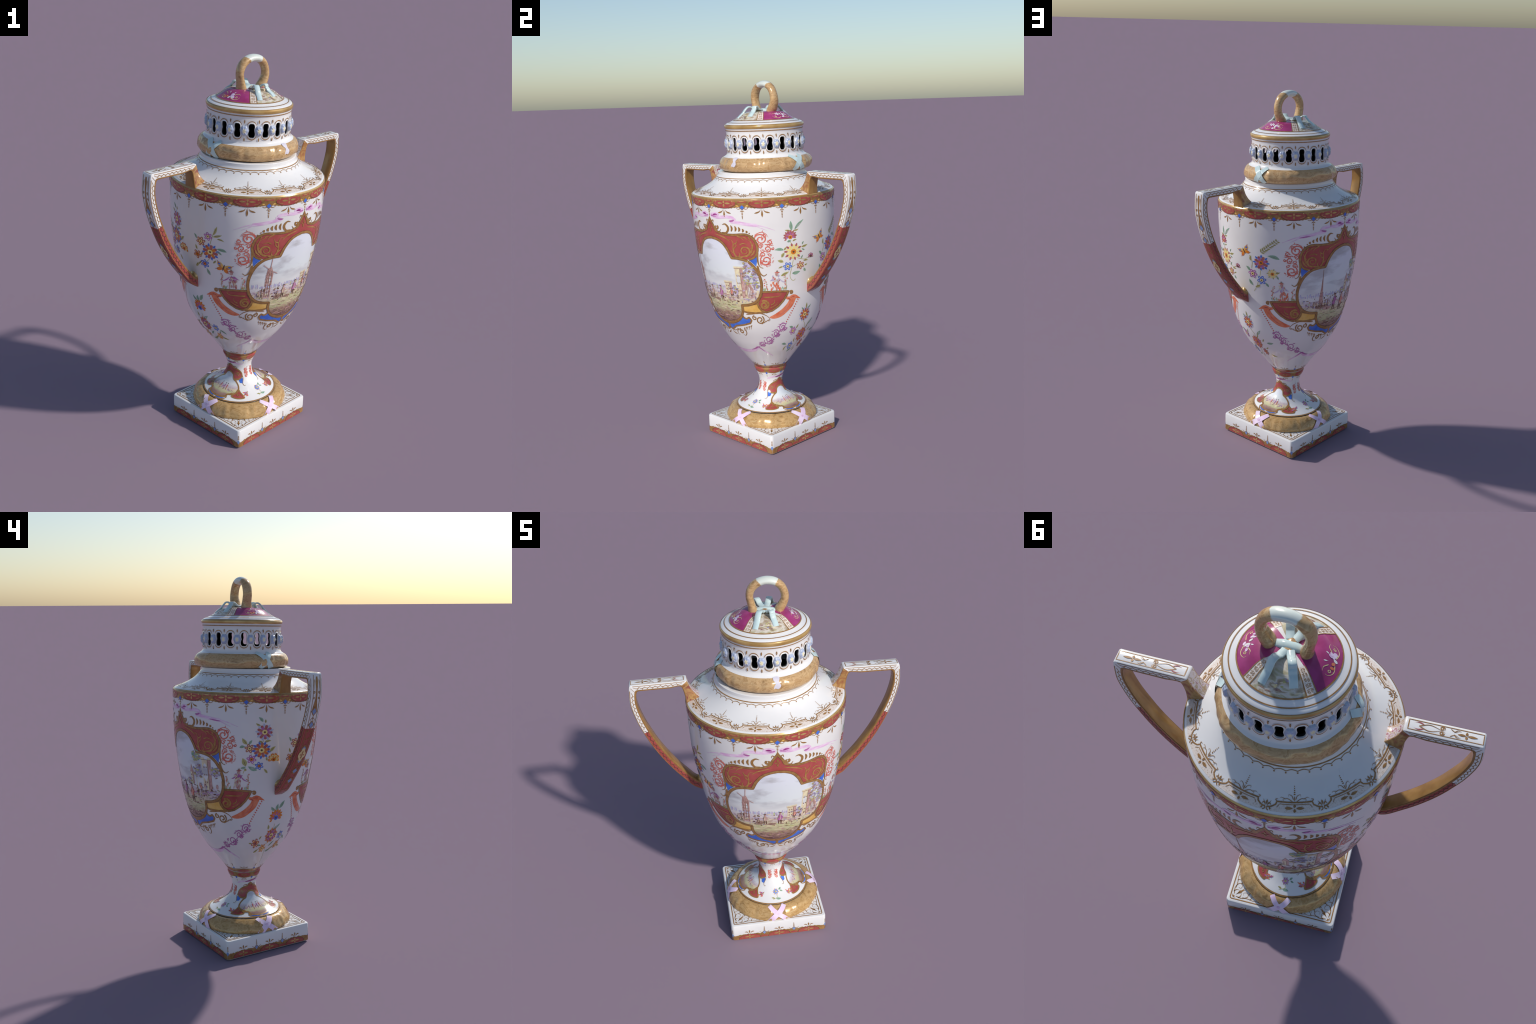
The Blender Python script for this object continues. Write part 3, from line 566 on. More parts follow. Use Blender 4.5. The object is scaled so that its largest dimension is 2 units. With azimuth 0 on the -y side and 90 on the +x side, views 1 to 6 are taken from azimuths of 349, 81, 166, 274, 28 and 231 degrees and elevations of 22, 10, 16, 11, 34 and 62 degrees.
        # lower wing
        p.fill(WING, RED, 0); p.stroke(WING, .0092, DKBRN, 1.6, smooth=False, closed=True); p.stroke(WING, .0068, GOLD, 2, smooth=False, closed=True)
        p.spiral(.412, .901, .009, 160, -1., .008, GOLD, 2, .4); p.spiral(.264, .84, .027, 120, -1.7, .008, SCRG, 2.4, .2)
        p.stroke(mm([(262, 884), (310, 884), (342, 886), (356, 898), (348, 904)]), .007, SCRG, 2.4, 'comma'); p.stroke(mm([(300, 838), (318, 850), (322, 868)]), .006, SCRG, 2.4, 'comma'); p.stroke(mm([(296, 822), (322, 834), (340, 852)]), .005, SCRG, 2.4, 'comma')
        p.fill(YEL, YELL, 0); p.stroke(YEL, .008, GOLD, 2, smooth=False, closed=True)
        # blue apron
        p.fill(BLUEL, BLUE, 0); p.stroke(BLUEL, .0075, GOLD, 2, smooth=False, closed=True)
        # gilt scrolls under the frame
        p.stroke(mm([(150, 784), (190, 788), (230, 792), (262, 782), (282, 768), (292, 752), (284, 744), (276, 752)]), .006, GOLD, 1, 'comma'); p.spiral(.232, .752, .026, 60, -1.5, .0055, GOLD, 1, .25); p.spiral(.2, .764, .014, 90, 1.2, .005, GOLD, 1, .3)
        for i in range(4): p.stroke(mm([(240 + i * 12, 726 + i * 6), (252 + i * 12, 736 + i * 6), (256 + i * 11, 750)]), .004, GOLD, 1, 'comma')
        for i in range(5): p.stroke(mm([(176 - i * 13, 718 - i * 4), (168 - i * 13, 708 - i * 4), (166 - i * 13, 692 - i * 3)]), .005, GOLD, 1, 'comma')
        p.spiral(.092, .676, .016, 100, 1.2, .006, GOLD, 1, .3); p.stroke(mm([(120, 690), (126, 668), (112, 650), (96, 654)]), .006, GOLD, 1, 'comma'); p.stroke(mm([(76, 690), (60, 680), (52, 660), (62, 648)]), .006, GOLD, 1, 'comma'); p.stroke(mm([(3, 684), (16, 664), (44, 650)]), .006, GOLD, 1, 'drop'); p.stroke(mm([(3, 690), (24, 676), (50, 680), (64, 694)]), .005, GOLD, 1, 'comma')
        # crest combs
        p.stroke(mm([(12, 1290), (22, 1300), (26, 1286)]), .005, GOLD, 2, 'comma'); p.spiral(.04, 1.262, .011, 60, -1., .0075, GOLD, 2, .35); p.stroke(mm([(34, 1250), (44, 1240), (58, 1242), (66, 1254)]), .007, GOLD, 2, 'comma')
        p.stroke(mm([(76, 1278), (92, 1282), (106, 1268), (106, 1250), (94, 1236), (72, 1238)]), .0085, GOLD, 2, 'taper')
        for x, z, h in ((124, 1260, 34), (144, 1259, 30), (162, 1256, 25), (180, 1250, 18), (197, 1243, 12)): p.stroke(mm([(x - 2, z - h / 2), (x + 3, z), (x - 2, z + h / 2)]), .0075, GOLD, 2, 'taper')
        for x, z in ((211, 1235), (225, 1223)): p.ell(x / 1000, z / 1000, .0035, .0035, GOLD, 2)
        p.done()
        # red rocaille
        p = Piece('red_scrollwork', S, body, mirror=mir)
        p.spiral(.262, 1.202, .030, 170, -1.6, .0058, RED2, 1, .18); p.spiral(.284, 1.09, .030, 110, 1.6, .0058, RED2, 1, .18); p.spiral(.292, 1.150, .017, 250, 1.3, .005, RED2, 1, .25); p.spiral(.262, 1.166, .013, 20, 1.2, .0045, RED2, 1, .25); p.spiral(.306, 1.185, .011, 200, -1.1, .0045, RED2, 1, .3)
        for pts in ([(232, 1206), (242, 1228), (266, 1240), (288, 1230), (298, 1212)], [(280, 1176), (300, 1172), (322, 1166)], [(254, 1110), (262, 1130), (284, 1138), (308, 1134)], [(256, 1078), (276, 1064), (296, 1068), (304, 1090), (308, 1114)], [(250, 1184), (252, 1164), (268, 1148)], [(298, 1070), (306, 1062)], [(306, 1150), (320, 1148)], [(300, 1196), (314, 1200)], [(270, 1238), (274, 1250)]): p.stroke(mm(pts), .0052, RED2, 1, 'comma')
        for x, z, r, a0, t in ((248, 1190, 12, 60, 1.1), (280, 1218, 13, 250, -1.2), (298, 1168, 9, 0, 1.2), (316, 1150, 8, 90, -1.1), (270, 1120, 13, 200, -1.2), (304, 1118, 9, 100, 1.1), (262, 1080, 10, 0, 1.2), (300, 1076, 9, 270, -1.1), (270, 1142, 10, 150, 1.1), (312, 1172, 7, 20, 1.)): p.spiral(x / 1000, z / 1000, r / 1000, a0, t, .0038, RED2, 1, .3)
        for i in range(34):
            a = rng.uniform(0, 6.28); x, z = (262, 1202) if i < 17 else (284, 1090); p.stroke(mm([(x + 31 * math.cos(a), z + 31 * math.sin(a)), (x + 38 * math.cos(a + .15), z + 38 * math.sin(a + .15))]), .004, RED2, 1, 'comma')
        p.done()
        p = Piece('orange_bird', S, body, mirror=mir); p.fill(BIRD, ORNG, 0, .01, smooth=3); p.fill(mm([(434, 884), (446, 880), (458, 870), (472, 858), (458, 860), (444, 862), (434, 866)]), ORNG, .3, .01, smooth=3); p.fill(mm([(414, 884), (402, 877), (386, 880), (383, 869), (392, 862), (404, 860), (414, 868)]), ORNG, .5, .01, smooth=3); p.ell(.424, .874, .0155, .0125, ORNG, .7, .3, 18)
        p.stroke(mm([(408, 868), (420, 874), (434, 870)]), .0035, RED, 1, 'taper'); p.ell(.43, .874, .0025, .0025, RED, 1); p.stroke(mm([(410, 850), (404, 826), (380, 796), (346, 774)]), .006, RED2, 1, 'taper'); p.stroke(mm([(392, 868), (402, 866), (410, 856)]), .004, RED, 1)
        for i in range(11): u = i / 10; p.ell((456 - 61 * u) / 1000, (853 - 122 * u) / 1000, .0032, .0058, RED2, 1, .5 + .5 * (i % 2), 8)
        p.done()
        p = Piece('purple_garland', S, body, mirror=mir, wk=1.15)
        for i, (x, z, r) in enumerate(((372, 700, 26), (330, 664, 24), (278, 622, 30), (226, 596, 18))):
            p.spiral(x / 1000, z / 1000, r / 1000, 40 + 90 * i, (-1) ** i * 1.5, .0045, PURP, 1, .2); p.spiral((x + r * .7) / 1000, (z - r * .5) / 1000, r * .5 / 1000, 200, (-1) ** (i + 1) * 1.2, .004, PURP, 1, .3)
            for k in range(11): a = rng.uniform(0, 6.28); p.stroke(mm([(x + r * math.cos(a), z + r * math.sin(a) * .8), (x + (r + 12) * math.cos(a + .3), z + (r + 12) * math.sin(a + .3) * .8)]), .0045, PURP, 1, 'comma')
        p.stroke(mm([(398, 724), (372, 690), (330, 652), (280, 612), (226, 588), (182, 574)]), .0032, PURP, 1); p.done()
        # long ribbons
        p = Piece('lilac_ribbon', S, body, mirror=mir)
        k = 1 if (side == 'front') else .9
        p.stroke(mm([(8, 1324), (30, 1334), (52, 1332), (48, 1322), (8, 1321)]), .014, LILAC, 0); p.stroke(mm([(10, 1322), (60, 1316), (104, 1320), (142, 1314)]), .0165, LILAC, 1, 'round'); p.stroke(mm([(146, 1314), (140, 1300), (118, 1297)]), .012, LILAC, 0); p.stroke(mm([(118, 1297), (163, 1290), (210, 1281), (252, 1275)]), .0165, LILAC, 0, 'round')
        p.stroke(mm([(246, 1277), (280, 1268), (330, 1246)]), .006, LILAC, 0, 'comma'); p.stroke(mm([(246, 1272), (272, 1258), (296, 1246)]), .005, LILAC, 0, 'comma'); p.stroke(mm([(22, 1326), (38, 1330), (50, 1329)]), .010, PURPD, 2, 'taper'); p.stroke(mm([(114, 1299), (128, 1299), (142, 1305)]), .0095, PURP, 2, 'taper'); p.stroke(mm([(10, 1324), (30, 1319), (44, 1318)]), .008, PURP, 2, 'comma')
        if side == 'back': p.stroke(mm([(196, 1280), (226, 1275), (250, 1272)]), .006, PURP, 2, 'taper')
        p.stroke(mm([(179, 570), (140, 549), (80, 538), (0, 534)]), .021, LILAC, 0, 'even'); p.stroke(mm([(182, 574), (150, 560), (110, 550)]), .012, PURP, 1, 'comma'); p.stroke(mm([(180, 572), (216, 552), (262, 528), (316, 503)]), .016, LILAC, 0, 'comma'); p.stroke(mm([(180, 574), (205, 560), (235, 540)]), .009, PURP, 1, 'comma')
        p.done()
        # little figure standing on the wing
        p = Piece('painted_figure', S, body, mirror=mir)
        if (side == 'front') != mir: ms = (ORNG, LAVEN, RED2, MILL)
        else: ms = (MILL, PURP, MAROON, STONE)
        # seated or standing Orientals sketched in short dabs: skirt, coat, head with a pointed hat
        for i in range(26): u = rng.uniform(0, 1); x = 324 + (rng.uniform(-26, 26)) * (1 - .35 * u); z = 922 + 46 * u; p.stroke(mm([(x, z - 9), (x + rng.uniform(-6, 6), z + 9)]), rng.uniform(.005, .009), (ms[0], ms[0], ms[2], ms[3])[i % 4], 1 + i % 3, 'taper')
        for i in range(16): x = 330 + rng.uniform(-15, 15); z = 968 + rng.uniform(0, 34); p.stroke(mm([(x - 4, z - 6), (x + rng.uniform(-2, 8), z + 7)]), rng.uniform(.004, .008), (ms[1], ms[1], STONE, ms[2])[i % 4], 2 + i % 3, 'taper')
        p.ell(.3335, 1.010, .0075, .0095, MILL, 4); p.stroke(mm([(322, 1020), (334, 1019), (348, 1022)]), .006, ms[2], 5, 'taper'); p.poly(mm([(326, 1020), (343, 1020), (336, 1034)]), EARTH, 5); p.stroke(mm([(331, 1014), (329, 1006)]), .002, EARTH, 6)
        p.stroke(mm([(322, 994), (308, 980), (298, 976)]), .006, ms[1], 3, 'taper'); p.stroke(mm([(342, 990), (358, 972), (376, 962)]), .0055, ms[1], 3, 'taper'); p.stroke(mm([(372, 962), (384, 972)]), .003, ms[2], 3, 'taper')
        for i in range(14): x = rng.choice([rng.uniform(262, 290), rng.uniform(355, 385)]); p.stroke(mm([(x, 918), (x + rng.uniform(-10, 10), 926 + rng.uniform(4, 14))]), .004, OLIVE if i % 3 else GREEN, 1, 'taper')
        for x0, z1 in ((276, 985), (380, 1000)):
            p.stroke(mm([(x0, 922), (x0 + 4, 950), (x0 - 2, z1)]), .002, OLIVE, 1)
            for i in range(9): p.ell((x0 + rng.uniform(-9, 9)) / 1000, (930 + (z1 - 930) * i / 8) / 1000, .0042, .0028, (RED2, MILL, RED2)[i % 3], 2, rng.uniform(0, 3), 8)
        p.done()

# flower sprays beside and under each handle
def spray(th, fl, lv, st):
    S = body_surf(th)
    for x, y, r, n, a, b, rim, sp, fan in fl: flower(x / 1000, y / 1000, r / 1000, n, a, b, S, body, rim=rim, spikes=sp, fan=fan)
    leaves([(x / 1000, y / 1000, l / 1000, w / 1000, a, m) for x, y, l, w, a, m in lv], S, body)
    p = Piece('painted_stems', S, body)
    for s_ in st: p.stroke(mm(s_), .0028, OLIVE, 0)
    p.done()
def butterfly(th, x, y, k, a=0):
    p = Piece('painted_butterfly', body_surf(th), body, org=(x / 1000, y / 1000), rot=a, sc=k)
    for sx in (-1, 1):
        p.ell(sx * .016, .009, .018, .010, YELL, 1, sx * .6); p.ell(sx * .014, -.009, .013, .008, ORCEN, 1, -sx * .6); p.ell(sx * .022, .013, .006, .004, BLUE, 2); p.ell(sx * .016, .004, .006, .003, MAROON, 2); p.stroke([(sx * .018, -.012), (sx * .032, -.018)], .004, MAROON, 1, 'comma'); p.stroke([(sx * .022, .014), (sx * .036, .026)], .005, MAROON, 1, 'comma')
    p.stroke([(0, -.014), (0, .018)], .006, DKBRN, 3, 'taper'); p.done()
spray(35, [(-147, 1207, 30, 9, PURP, ORCEN, MAROON, MAROON, True), (-131, 1124, 41, 10, YPET, ORCEN, None, MAROON, False), (-160, 1048, 25, 6, BLUE, YPET, None, None, False), (-91, 1045, 24, 6, MAROON, YPET, None, None, False), (-30, 1087, 18, 5, PURPD, DKBRN, None, None, True)],
      [(-142, 1263, 52, 17, 95, GREEN), (-102, 1266, 70, 14, 45, GREEN), (-202, 1142, 46, 16, 175, GREEN), (-184, 1112, 30, 15, 60, OLIVE), (-196, 1079, 32, 17, 160, OLIVE), (-174, 1008, 48, 15, 25, OLIVE), (-113, 1008, 46, 19, 8, GREEN), (-71, 1148, 38, 12, 15, OLIVE), (-64, 1018, 24, 13, 120, GREEN), (-160, 1240, 28, 10, 170, OLIVE), (-118, 1238, 30, 9, 12, OLIVE), (-152, 1182, 22, 12, 10, GREEN), (-125, 1185, 24, 9, 20, OLIVE), (-60, 1068, 30, 9, 0, OLIVE), (-172, 1145, 22, 10, 50, OLIVE), (-58, 1044, 18, 9, 20, OLIVE), (-84, 1090, 24, 8, 60, GREEN), (-196, 1046, 26, 9, 200, OLIVE), (-80, 1165, 20, 8, 60, GREEN), (-78, 1130, 20, 8, 150, GREEN)],
      [[(-131, 1082), (-138, 1040), (-147, 996), (-138, 972), (-124, 966), (-116, 974)], [(-147, 1180), (-140, 1165)], [(-110, 1088), (-70, 1075), (-44, 1082)], [(-138, 1040), (-118, 1052)]])
spray(35, [(115, 1130, 38, 8, PURP, ORCEN, MAROON, BLUE, False), (65, 1064, 27, 6, PURP, YPET, None, None, False), (171, 1072, 26, 7, YPET, ORCEN, None, OLIVE, False), (113, 1032, 27, 6, BLUE, YPET, None, None, False)],
      [(179, 1165, 62, 19, 165, GREEN), (40, 1090, 32, 15, 130, GREEN), (49, 1012, 40, 16, 120, GREEN), (90, 996, 36, 14, 30, OLIVE), (140, 1008, 30, 12, 130, GREEN), (58, 1150, 30, 11, 80, OLIVE), (196, 1052, 22, 10, 120, GREEN), (198, 1078, 28, 9, 20, OLIVE)] + [(121 + 77 * u + 6 * s_, 1192 + 62 * u - 6 * s_, 22 - 8 * u, 8, 95 if s_ < 0 else 0, OLIVE) for u in np.linspace(0, 1, 9) for s_ in (-1, 1)],
      [[(113, 1092), (100, 1040), (78, 985), (62, 962)], [(60, 1092), (66, 1130), (52, 1165)], [(121, 1192), (160, 1228), (204, 1258)]])
butterfly(35, 23, 1182, 1.05, .5)
spray(215, [(-97, 1219, 38, 9, PURP, YPET, MAROON, PALEB, False), (-109, 1127, 40, 9, ORCEN, YPET, MAROON, BLUE, False), (-166, 1136, 25, 6, MAROON, YPET, None, None, False), (-156, 1080, 25, 6, PURP, ORCEN, None, None, False), (-118, 1045, 23, 6, BLUE, ORCEN, None, None, False), (-47, 1080, 30, 6, YPET, ORCEN, ORCEN, None, True)],
      [(-115, 1284, 32, 14, 130, GREEN), (-128, 1258, 26, 10, 150, OLIVE), (-81, 1172, 36, 13, 15, OLIVE), (-114, 1170, 22, 12, 150, OLIVE), (-189, 1172, 40, 18, 125, OLIVE), (-162, 1168, 28, 12, 55, GREEN), (-199, 1144, 28, 14, 10, GREEN), (-56, 1131, 42, 15, 45, OLIVE), (-190, 1065, 46, 24, 110, OLIVE), (-150, 1031, 50, 20, 155, GREEN), (-194, 1036, 28, 13, 20, GREEN), (-84, 1017, 32, 12, 130, OLIVE), (-82, 1082, 24, 10, 100, OLIVE), (-94, 1275, 20, 9, 90, OLIVE), (-184, 1024, 14, 13, 0, OLIVE)],
      [[(-100, 1180), (-106, 1165)], [(-156, 1104), (-160, 1112)], [(-150, 1054), (-134, 1050)], [(-184, 1034), (-196, 1004)]])
spray(215, [(115, 1110, 39, 8, ORCEN, YPET, MAROON, BLUE, False), (45, 1080, 25, 5, MAROON, ORCEN, None, None, False), (67, 1156, 26, 6, MAROON, YPET, None, None, False), (105, 1190, 23, 6, PURP, YPET, None, None, False), (84, 1038, 25, 6, BLUE, ORCEN, None, None, False)],
      [(169, 1129, 50, 16, 170, GREEN), (158, 1112, 30, 10, 150, GREEN), (101, 997, 40, 15, 115, GREEN), (39, 1022, 30, 12, 60, OLIVE), (60, 1040, 40, 9, 50, OLIVE), (150, 1200, 46, 12, 20, OLIVE), (140, 1226, 52, 12, 70, OLIVE), (165, 1182, 36, 9, 345, OLIVE), (38, 1176, 28, 11, 120, GREEN), (40, 1118, 28, 10, 110, OLIVE), (136, 1060, 26, 10, 50, OLIVE), (84, 1162, 18, 8, 30, GREEN), (70, 1090, 30, 9, 60, OLIVE)],
      [[(110, 1070), (90, 1050), (60, 1040), (38, 1010)], [(115, 1150), (125, 1190), (140, 1240)]])
butterfly(215, 178, 1034, 1.15, -.3)
for th, dx in ((35, 0), (215, 38)):
    if th == 35:
        fl = [(-28, 756, 38, 10, ORCEN, YPET, MAROON, PALEB, False), (-98, 666, 27, 6, PURP, YPET, None, None, False), (-8, 628, 40, 9, PURP, ORCEN, ORCEN, MAROON, False), (-83, 565, 28, 6, BLUE, YPET, None, None, False), (36, 564, 28, 7, MAROON, ORCEN, None, None, False)]
        lv = [(-24, 806, 36, 12, 95, OLIVE), (-2, 796, 34, 10, 40, GREEN), (-50, 792, 28, 10, 140, GREEN), (40, 700, 56, 15, 40, GREEN), (20, 676, 34, 10, 70, OLIVE), (-146, 583, 44, 16, 170, GREEN), (-70, 531, 46, 15, 20, GREEN), (-129, 552, 40, 13, 60, OLIVE), (-116, 692, 32, 14, 160, GREEN), (112, 637, 56, 16, 5, GREEN), (60, 650, 30, 10, 50, OLIVE), (112, 541, 60, 13, 345, OLIVE), (-60, 600, 34, 11, 100, OLIVE), (-70, 690, 30, 10, 60, OLIVE), (70, 596, 30, 10, 30, OLIVE), (-20, 534, 30, 10, 70, OLIVE)]
        st = [[(-28, 718), (0, 680), (-8, 660)], [(-8, 590), (-20, 560), (-50, 535)], [(30, 700), (20, 670)]]
    else:
        fl = [(10, 758, 40, 9, PURP, BLUE, ORCEN, ORCEN, True), (10, 648, 42, 9, PURP, YPET, MAROON, ORCEN, False), (-101, 605, 32, 6, ORCEN, MAROON, MAROON, None, False), (-30, 569, 30, 6, ORCEN, YPET, None, None, False), (94, 643, 26, 6, BLUE, YPET, None, None, False), (106, 581, 28, 6, ORCEN, YPET, None, None, False)]
        lv = [(8, 812, 40, 20, 90, GREEN), (36, 826, 52, 20, 55, GREEN), (-20, 806, 36, 16, 140, GREEN), (34, 698, 56, 15, 35, GREEN), (-29, 701, 30, 14, 100, OLIVE), (44, 594, 50, 13, 40, GREEN), (40, 548, 46, 14, 10, GREEN), (-80, 554, 50, 13, 30, OLIVE), (66, 563, 70, 13, 30, OLIVE), (146, 622, 56, 13, 330, GREEN), (150, 569, 60, 13, 345, OLIVE), (-70, 640, 26, 11, 60, OLIVE), (-140, 606, 26, 10, 170, OLIVE), (-66, 590, 36, 11, 350, GREEN), (120, 614, 26, 10, 60, GREEN)]
        st = [[(10, 720), (14, 690)], [(10, 606), (-20, 590)], [(40, 660), (80, 650)], [(0, 580), (10, 540), (30, 500), (50, 462)]]
    spray(th, fl, lv, st)

# rim border: gilt band, red ovals with gilt crosses, blue lozenges and pendants
PER = 2 * math.pi / 12
for k in range(12):
    S = body_surf(FRONT + 30 * k)
    w = .35 * PER; p = Piece('rim_border', S, body)
    xs = np.linspace(-w / 2, w / 2, 40)
    low = 1.3645 + .006 * np.cos(2 * np.pi * xs / w * 1) ** 2 * 0 + .0065 * (np.abs(xs) / (w / 2) < .62) * np.cos(np.pi / 2 * np.clip(np.abs(xs) / (w / 2) / .62, 0, 1)) + .0015 * np.sin(xs * 400)
    p.fill(np.vstack([np.column_stack([xs, low]), [(w / 2, 1.391), (-w / 2, 1.391)]]), GOLD, 0, .01)
    p.poly([(-.011, 1.370), (0, 1.358), (.011, 1.370), (0, 1.3815)], BLUE, 3); p.poly([(-.0145, 1.370), (0, 1.3545), (.0145, 1.370), (0, 1.3845)], GOLD, 2)
    for sg in (-1, 1):
        p.poly([(sg * .015, 1.373), (sg * .027, 1.375), (sg * .030, 1.3805), (sg * .022, 1.382)], YELL, 1)
        p.stroke([(sg * .008, 1.3645), (sg * .018, 1.361), (sg * .028, 1.366), (sg * .024, 1.370)], .004, GOLD, 1, 'comma'); p.stroke([(sg * .003, 1.354), (sg * .010, 1.347)], .004, GOLD, 1, 'comma')
    for i, z in enumerate((1.349, 1.341, 1.333, 1.325, 1.318, 1.312)): p.ell(0, z, .0052 - .0006 * i, .0026, GOLD, 1)
    p.done()
    S = body_surf(FRONT + 30 * k + 15)
    p = Piece('rim_oval', S, body); R_ = .060
    a = np.linspace(np.pi, 2 * np.pi, 21); p.fill([(R_ * math.cos(t), 1.391 + .0265 * math.sin(t)) for t in a], RED, 2, .012)
    p.stroke([(R_ * math.cos(t), 1.391 + .0265 * math.sin(t)) for t in a], .003, DKBRN, 2, 'even', smooth=False)
    p.stroke([(0, 1.364), (0, 1.318)], .009, GOLD, 1, 'drop')
    for sg in (-1, 1): p.stroke([(sg * .004, 1.362), (sg * .014, 1.346), (sg * .036, 1.338)], .0075, GOLD, 1, 'drop')
    p.leaf(0, 1.380, .018, .010, 90, GOLDB, 3, 0)
    for sg in (-1, 1): p.leaf(sg * .020, 1.3905, .030, .010, 0, GOLDB, 3.5, 0); p.stroke([(sg * .028, 1.376), (sg * .044, 1.380), (sg * .05, 1.388), (sg * .042, 1.391)], .0035, GOLDB, 3, 'comma')
    p.done()
# band turning over the rim edge
rc = rimsho; rs = np.concatenate([[0], np.cumsum(np.hypot(*np.diff(rc, axis=0).T))]); zr = float(np.interp(1.3905, rc[:, 1], rs)); RE = rs[-1]
rim_surf = lambda th: rev_surf(rs, rc[:, 0], rc[:, 1], th, .35, body_fr)
LR = .35 * 2 * math.pi
p = Piece('rim_gilding', rim_surf(FRONT), body)
for i in range(12):
    x0, x1 = LR * i / 12, LR * (i + 1) / 12
    p.fill([(x, zr) for x in np.linspace(x0, x1, 20)] + [(x, RE - .009) for x in np.linspace(x1, x0, 20)], GOLD, 0, .004)
    c = (x0 + x1) / 2
    a = np.linspace(0, np.pi, 15); p.fill([(c + .060 * math.cos(t), zr + .0003 + .0125 * math.sin(t) ** .6) for t in a], RED, 1, .004)
    p.leaf(c, zr + .006, .014, .010, 90, GOLDB, 2, 0)
    for sg in (-1, 1): p.spiral(c + sg * .046, zr + .009, .004, 90, sg * .8, .003, GOLDB, 2)
    p.fill([(x0 - .022, zr + .004), (x0 + .022, zr + .004), (x0 + .018, zr + .012), (x0 - .018, zr + .012)], RED, 1, .004)
    p.leaf(x0, zr + .0095, .03, .004, 0, GOLDB, 2, 0)
p.stroke([(x, RE - .0115) for x in np.linspace(0, LR, 200)], .0065, GOLDB, 3, 'even', smooth=False, step=.02); p.done()

# shoulder ornament
sy = lambda r: .392 - r
for k in range(12):
    S = shoulder_surf(FRONT + 30 * k + 15); u = .34 * math.pi / 180
    p = Piece('shoulder_ornament', S, body)
    D = lambda a: [(x * u, sy(r)) for x, r in a]
    p.fill(D([(-9.5, .346), (9.5, .346), (10, .356), (12, .366), (13, .378), (-13, .378), (-12, .366), (-10, .356)]), STIPP, 0, .012)
    p.stroke(D([(-12.6, .374), (-13.2, .366), (-11.6, .361), (-10.2, .355), (-9.6, .345), (9.6, .345), (10.2, .355), (11.6, .361), (13.2, .366), (12.6, .374)]), .0045, GOLD, 2, 'even', smooth=False)
    p.stroke(D([(-8, .352), (8, .352)]), .002, GOLDL, 2, 'even', smooth=False); p.stroke(D([(-8, .352), (-9.5, .364)]), .002, GOLDL, 2); p.stroke(D([(8, .352), (9.5, .364)]), .002, GOLDL, 2)
    for sg in (-1, 1):
        p.leaf(sg * 3 * u, sy(.3635), .026, .009, 0, GOLD, 3, 0); p.stroke(D([(sg * 9.6, .345), (sg * 10.6, .339), (sg * 9.2, .337)]), .0035, GOLD, 2, 'comma')
        p.stroke(D([(sg * 1, .343), (sg * 4, .334), (sg * 6.6, .338), (sg * 5.8, .3425)]), .0028, GOLDL, 2, 'comma'); p.stroke(D([(sg * .6, .338), (sg * 1.5, .326), (sg * 3.4, .322), (sg * 3.6, .328)]), .003, GOLDL, 2, 'comma'); p.stroke(D([(sg * 5, .336), (sg * 7.5, .331), (sg * 8.4, .335)]), .0025, GOLDL, 2, 'comma')
        # scroll and fleuron between the frames
        p.stroke(D([(sg * 13.4, .378), (sg * 14.6, .372), (sg * 14.2, .364), (sg * 13, .366)]), .004, GOLD, 2, 'comma'); p.stroke(D([(sg * 12.6, .359), (sg * 13.4, .352), (sg * 12.8, .346)]), .0035, GOLD, 2, 'comma')
    p.leaf(0, sy(.371), .012, .008, 90, GOLD, 3, 0); p.leaf(0, sy(.356), .012, .008, 90, GOLD, 3, 0)
    p.stroke(D([(0, .342), (0, .326)]), .0035, GOLDL, 2, 'taper')
    for i, r in enumerate((.321, .315, .309, .303, .297)): p.ell(0, sy(r), .0036 - .0005 * i, .0018, GOLDL, 2)
    p.done()
    S = shoulder_surf(FRONT + 30 * k); p = Piece('shoulder_fleuron', S, body)
    p.stroke(D([(0, .364), (0, .345)]), .006, GOLD, 2, 'drop')
    for sg in (-1, 1): p.stroke(D([(sg * .3, .365), (sg * 1.0, .356), (sg * 1.9, .353)]), .005, GOLD, 2, 'drop'); p.stroke(D([(sg * .4, .368), (sg * 1.4, .366), (sg * 2.2, .362)]), .004, GOLD, 2, 'comma')
    p.done()
p = Piece('neck_gilt_lines', shoulder_surf(FRONT), body); LS = .34 * 2 * math.pi
p.stroke([(x, sy(.2487)) for x in np.linspace(0, LS, 200)], .0045, GOLDL, 1, 'even', smooth=False, step=.02)
for i in range(42):
    x0, x1 = LS * i / 42, LS * (i + 1) / 42; p.stroke([(x0, sy(.2585)), ((x0 * 3 + x1) / 4, sy(.2558)), ((x0 + x1) / 2, sy(.2545)), ((x0 + 3 * x1) / 4, sy(.2558)), (x1, sy(.2585))], .002, GOLDL, 1, 'even'); p.ell(x0, sy(.2625), .004, .002, GOLDL)
p.done()
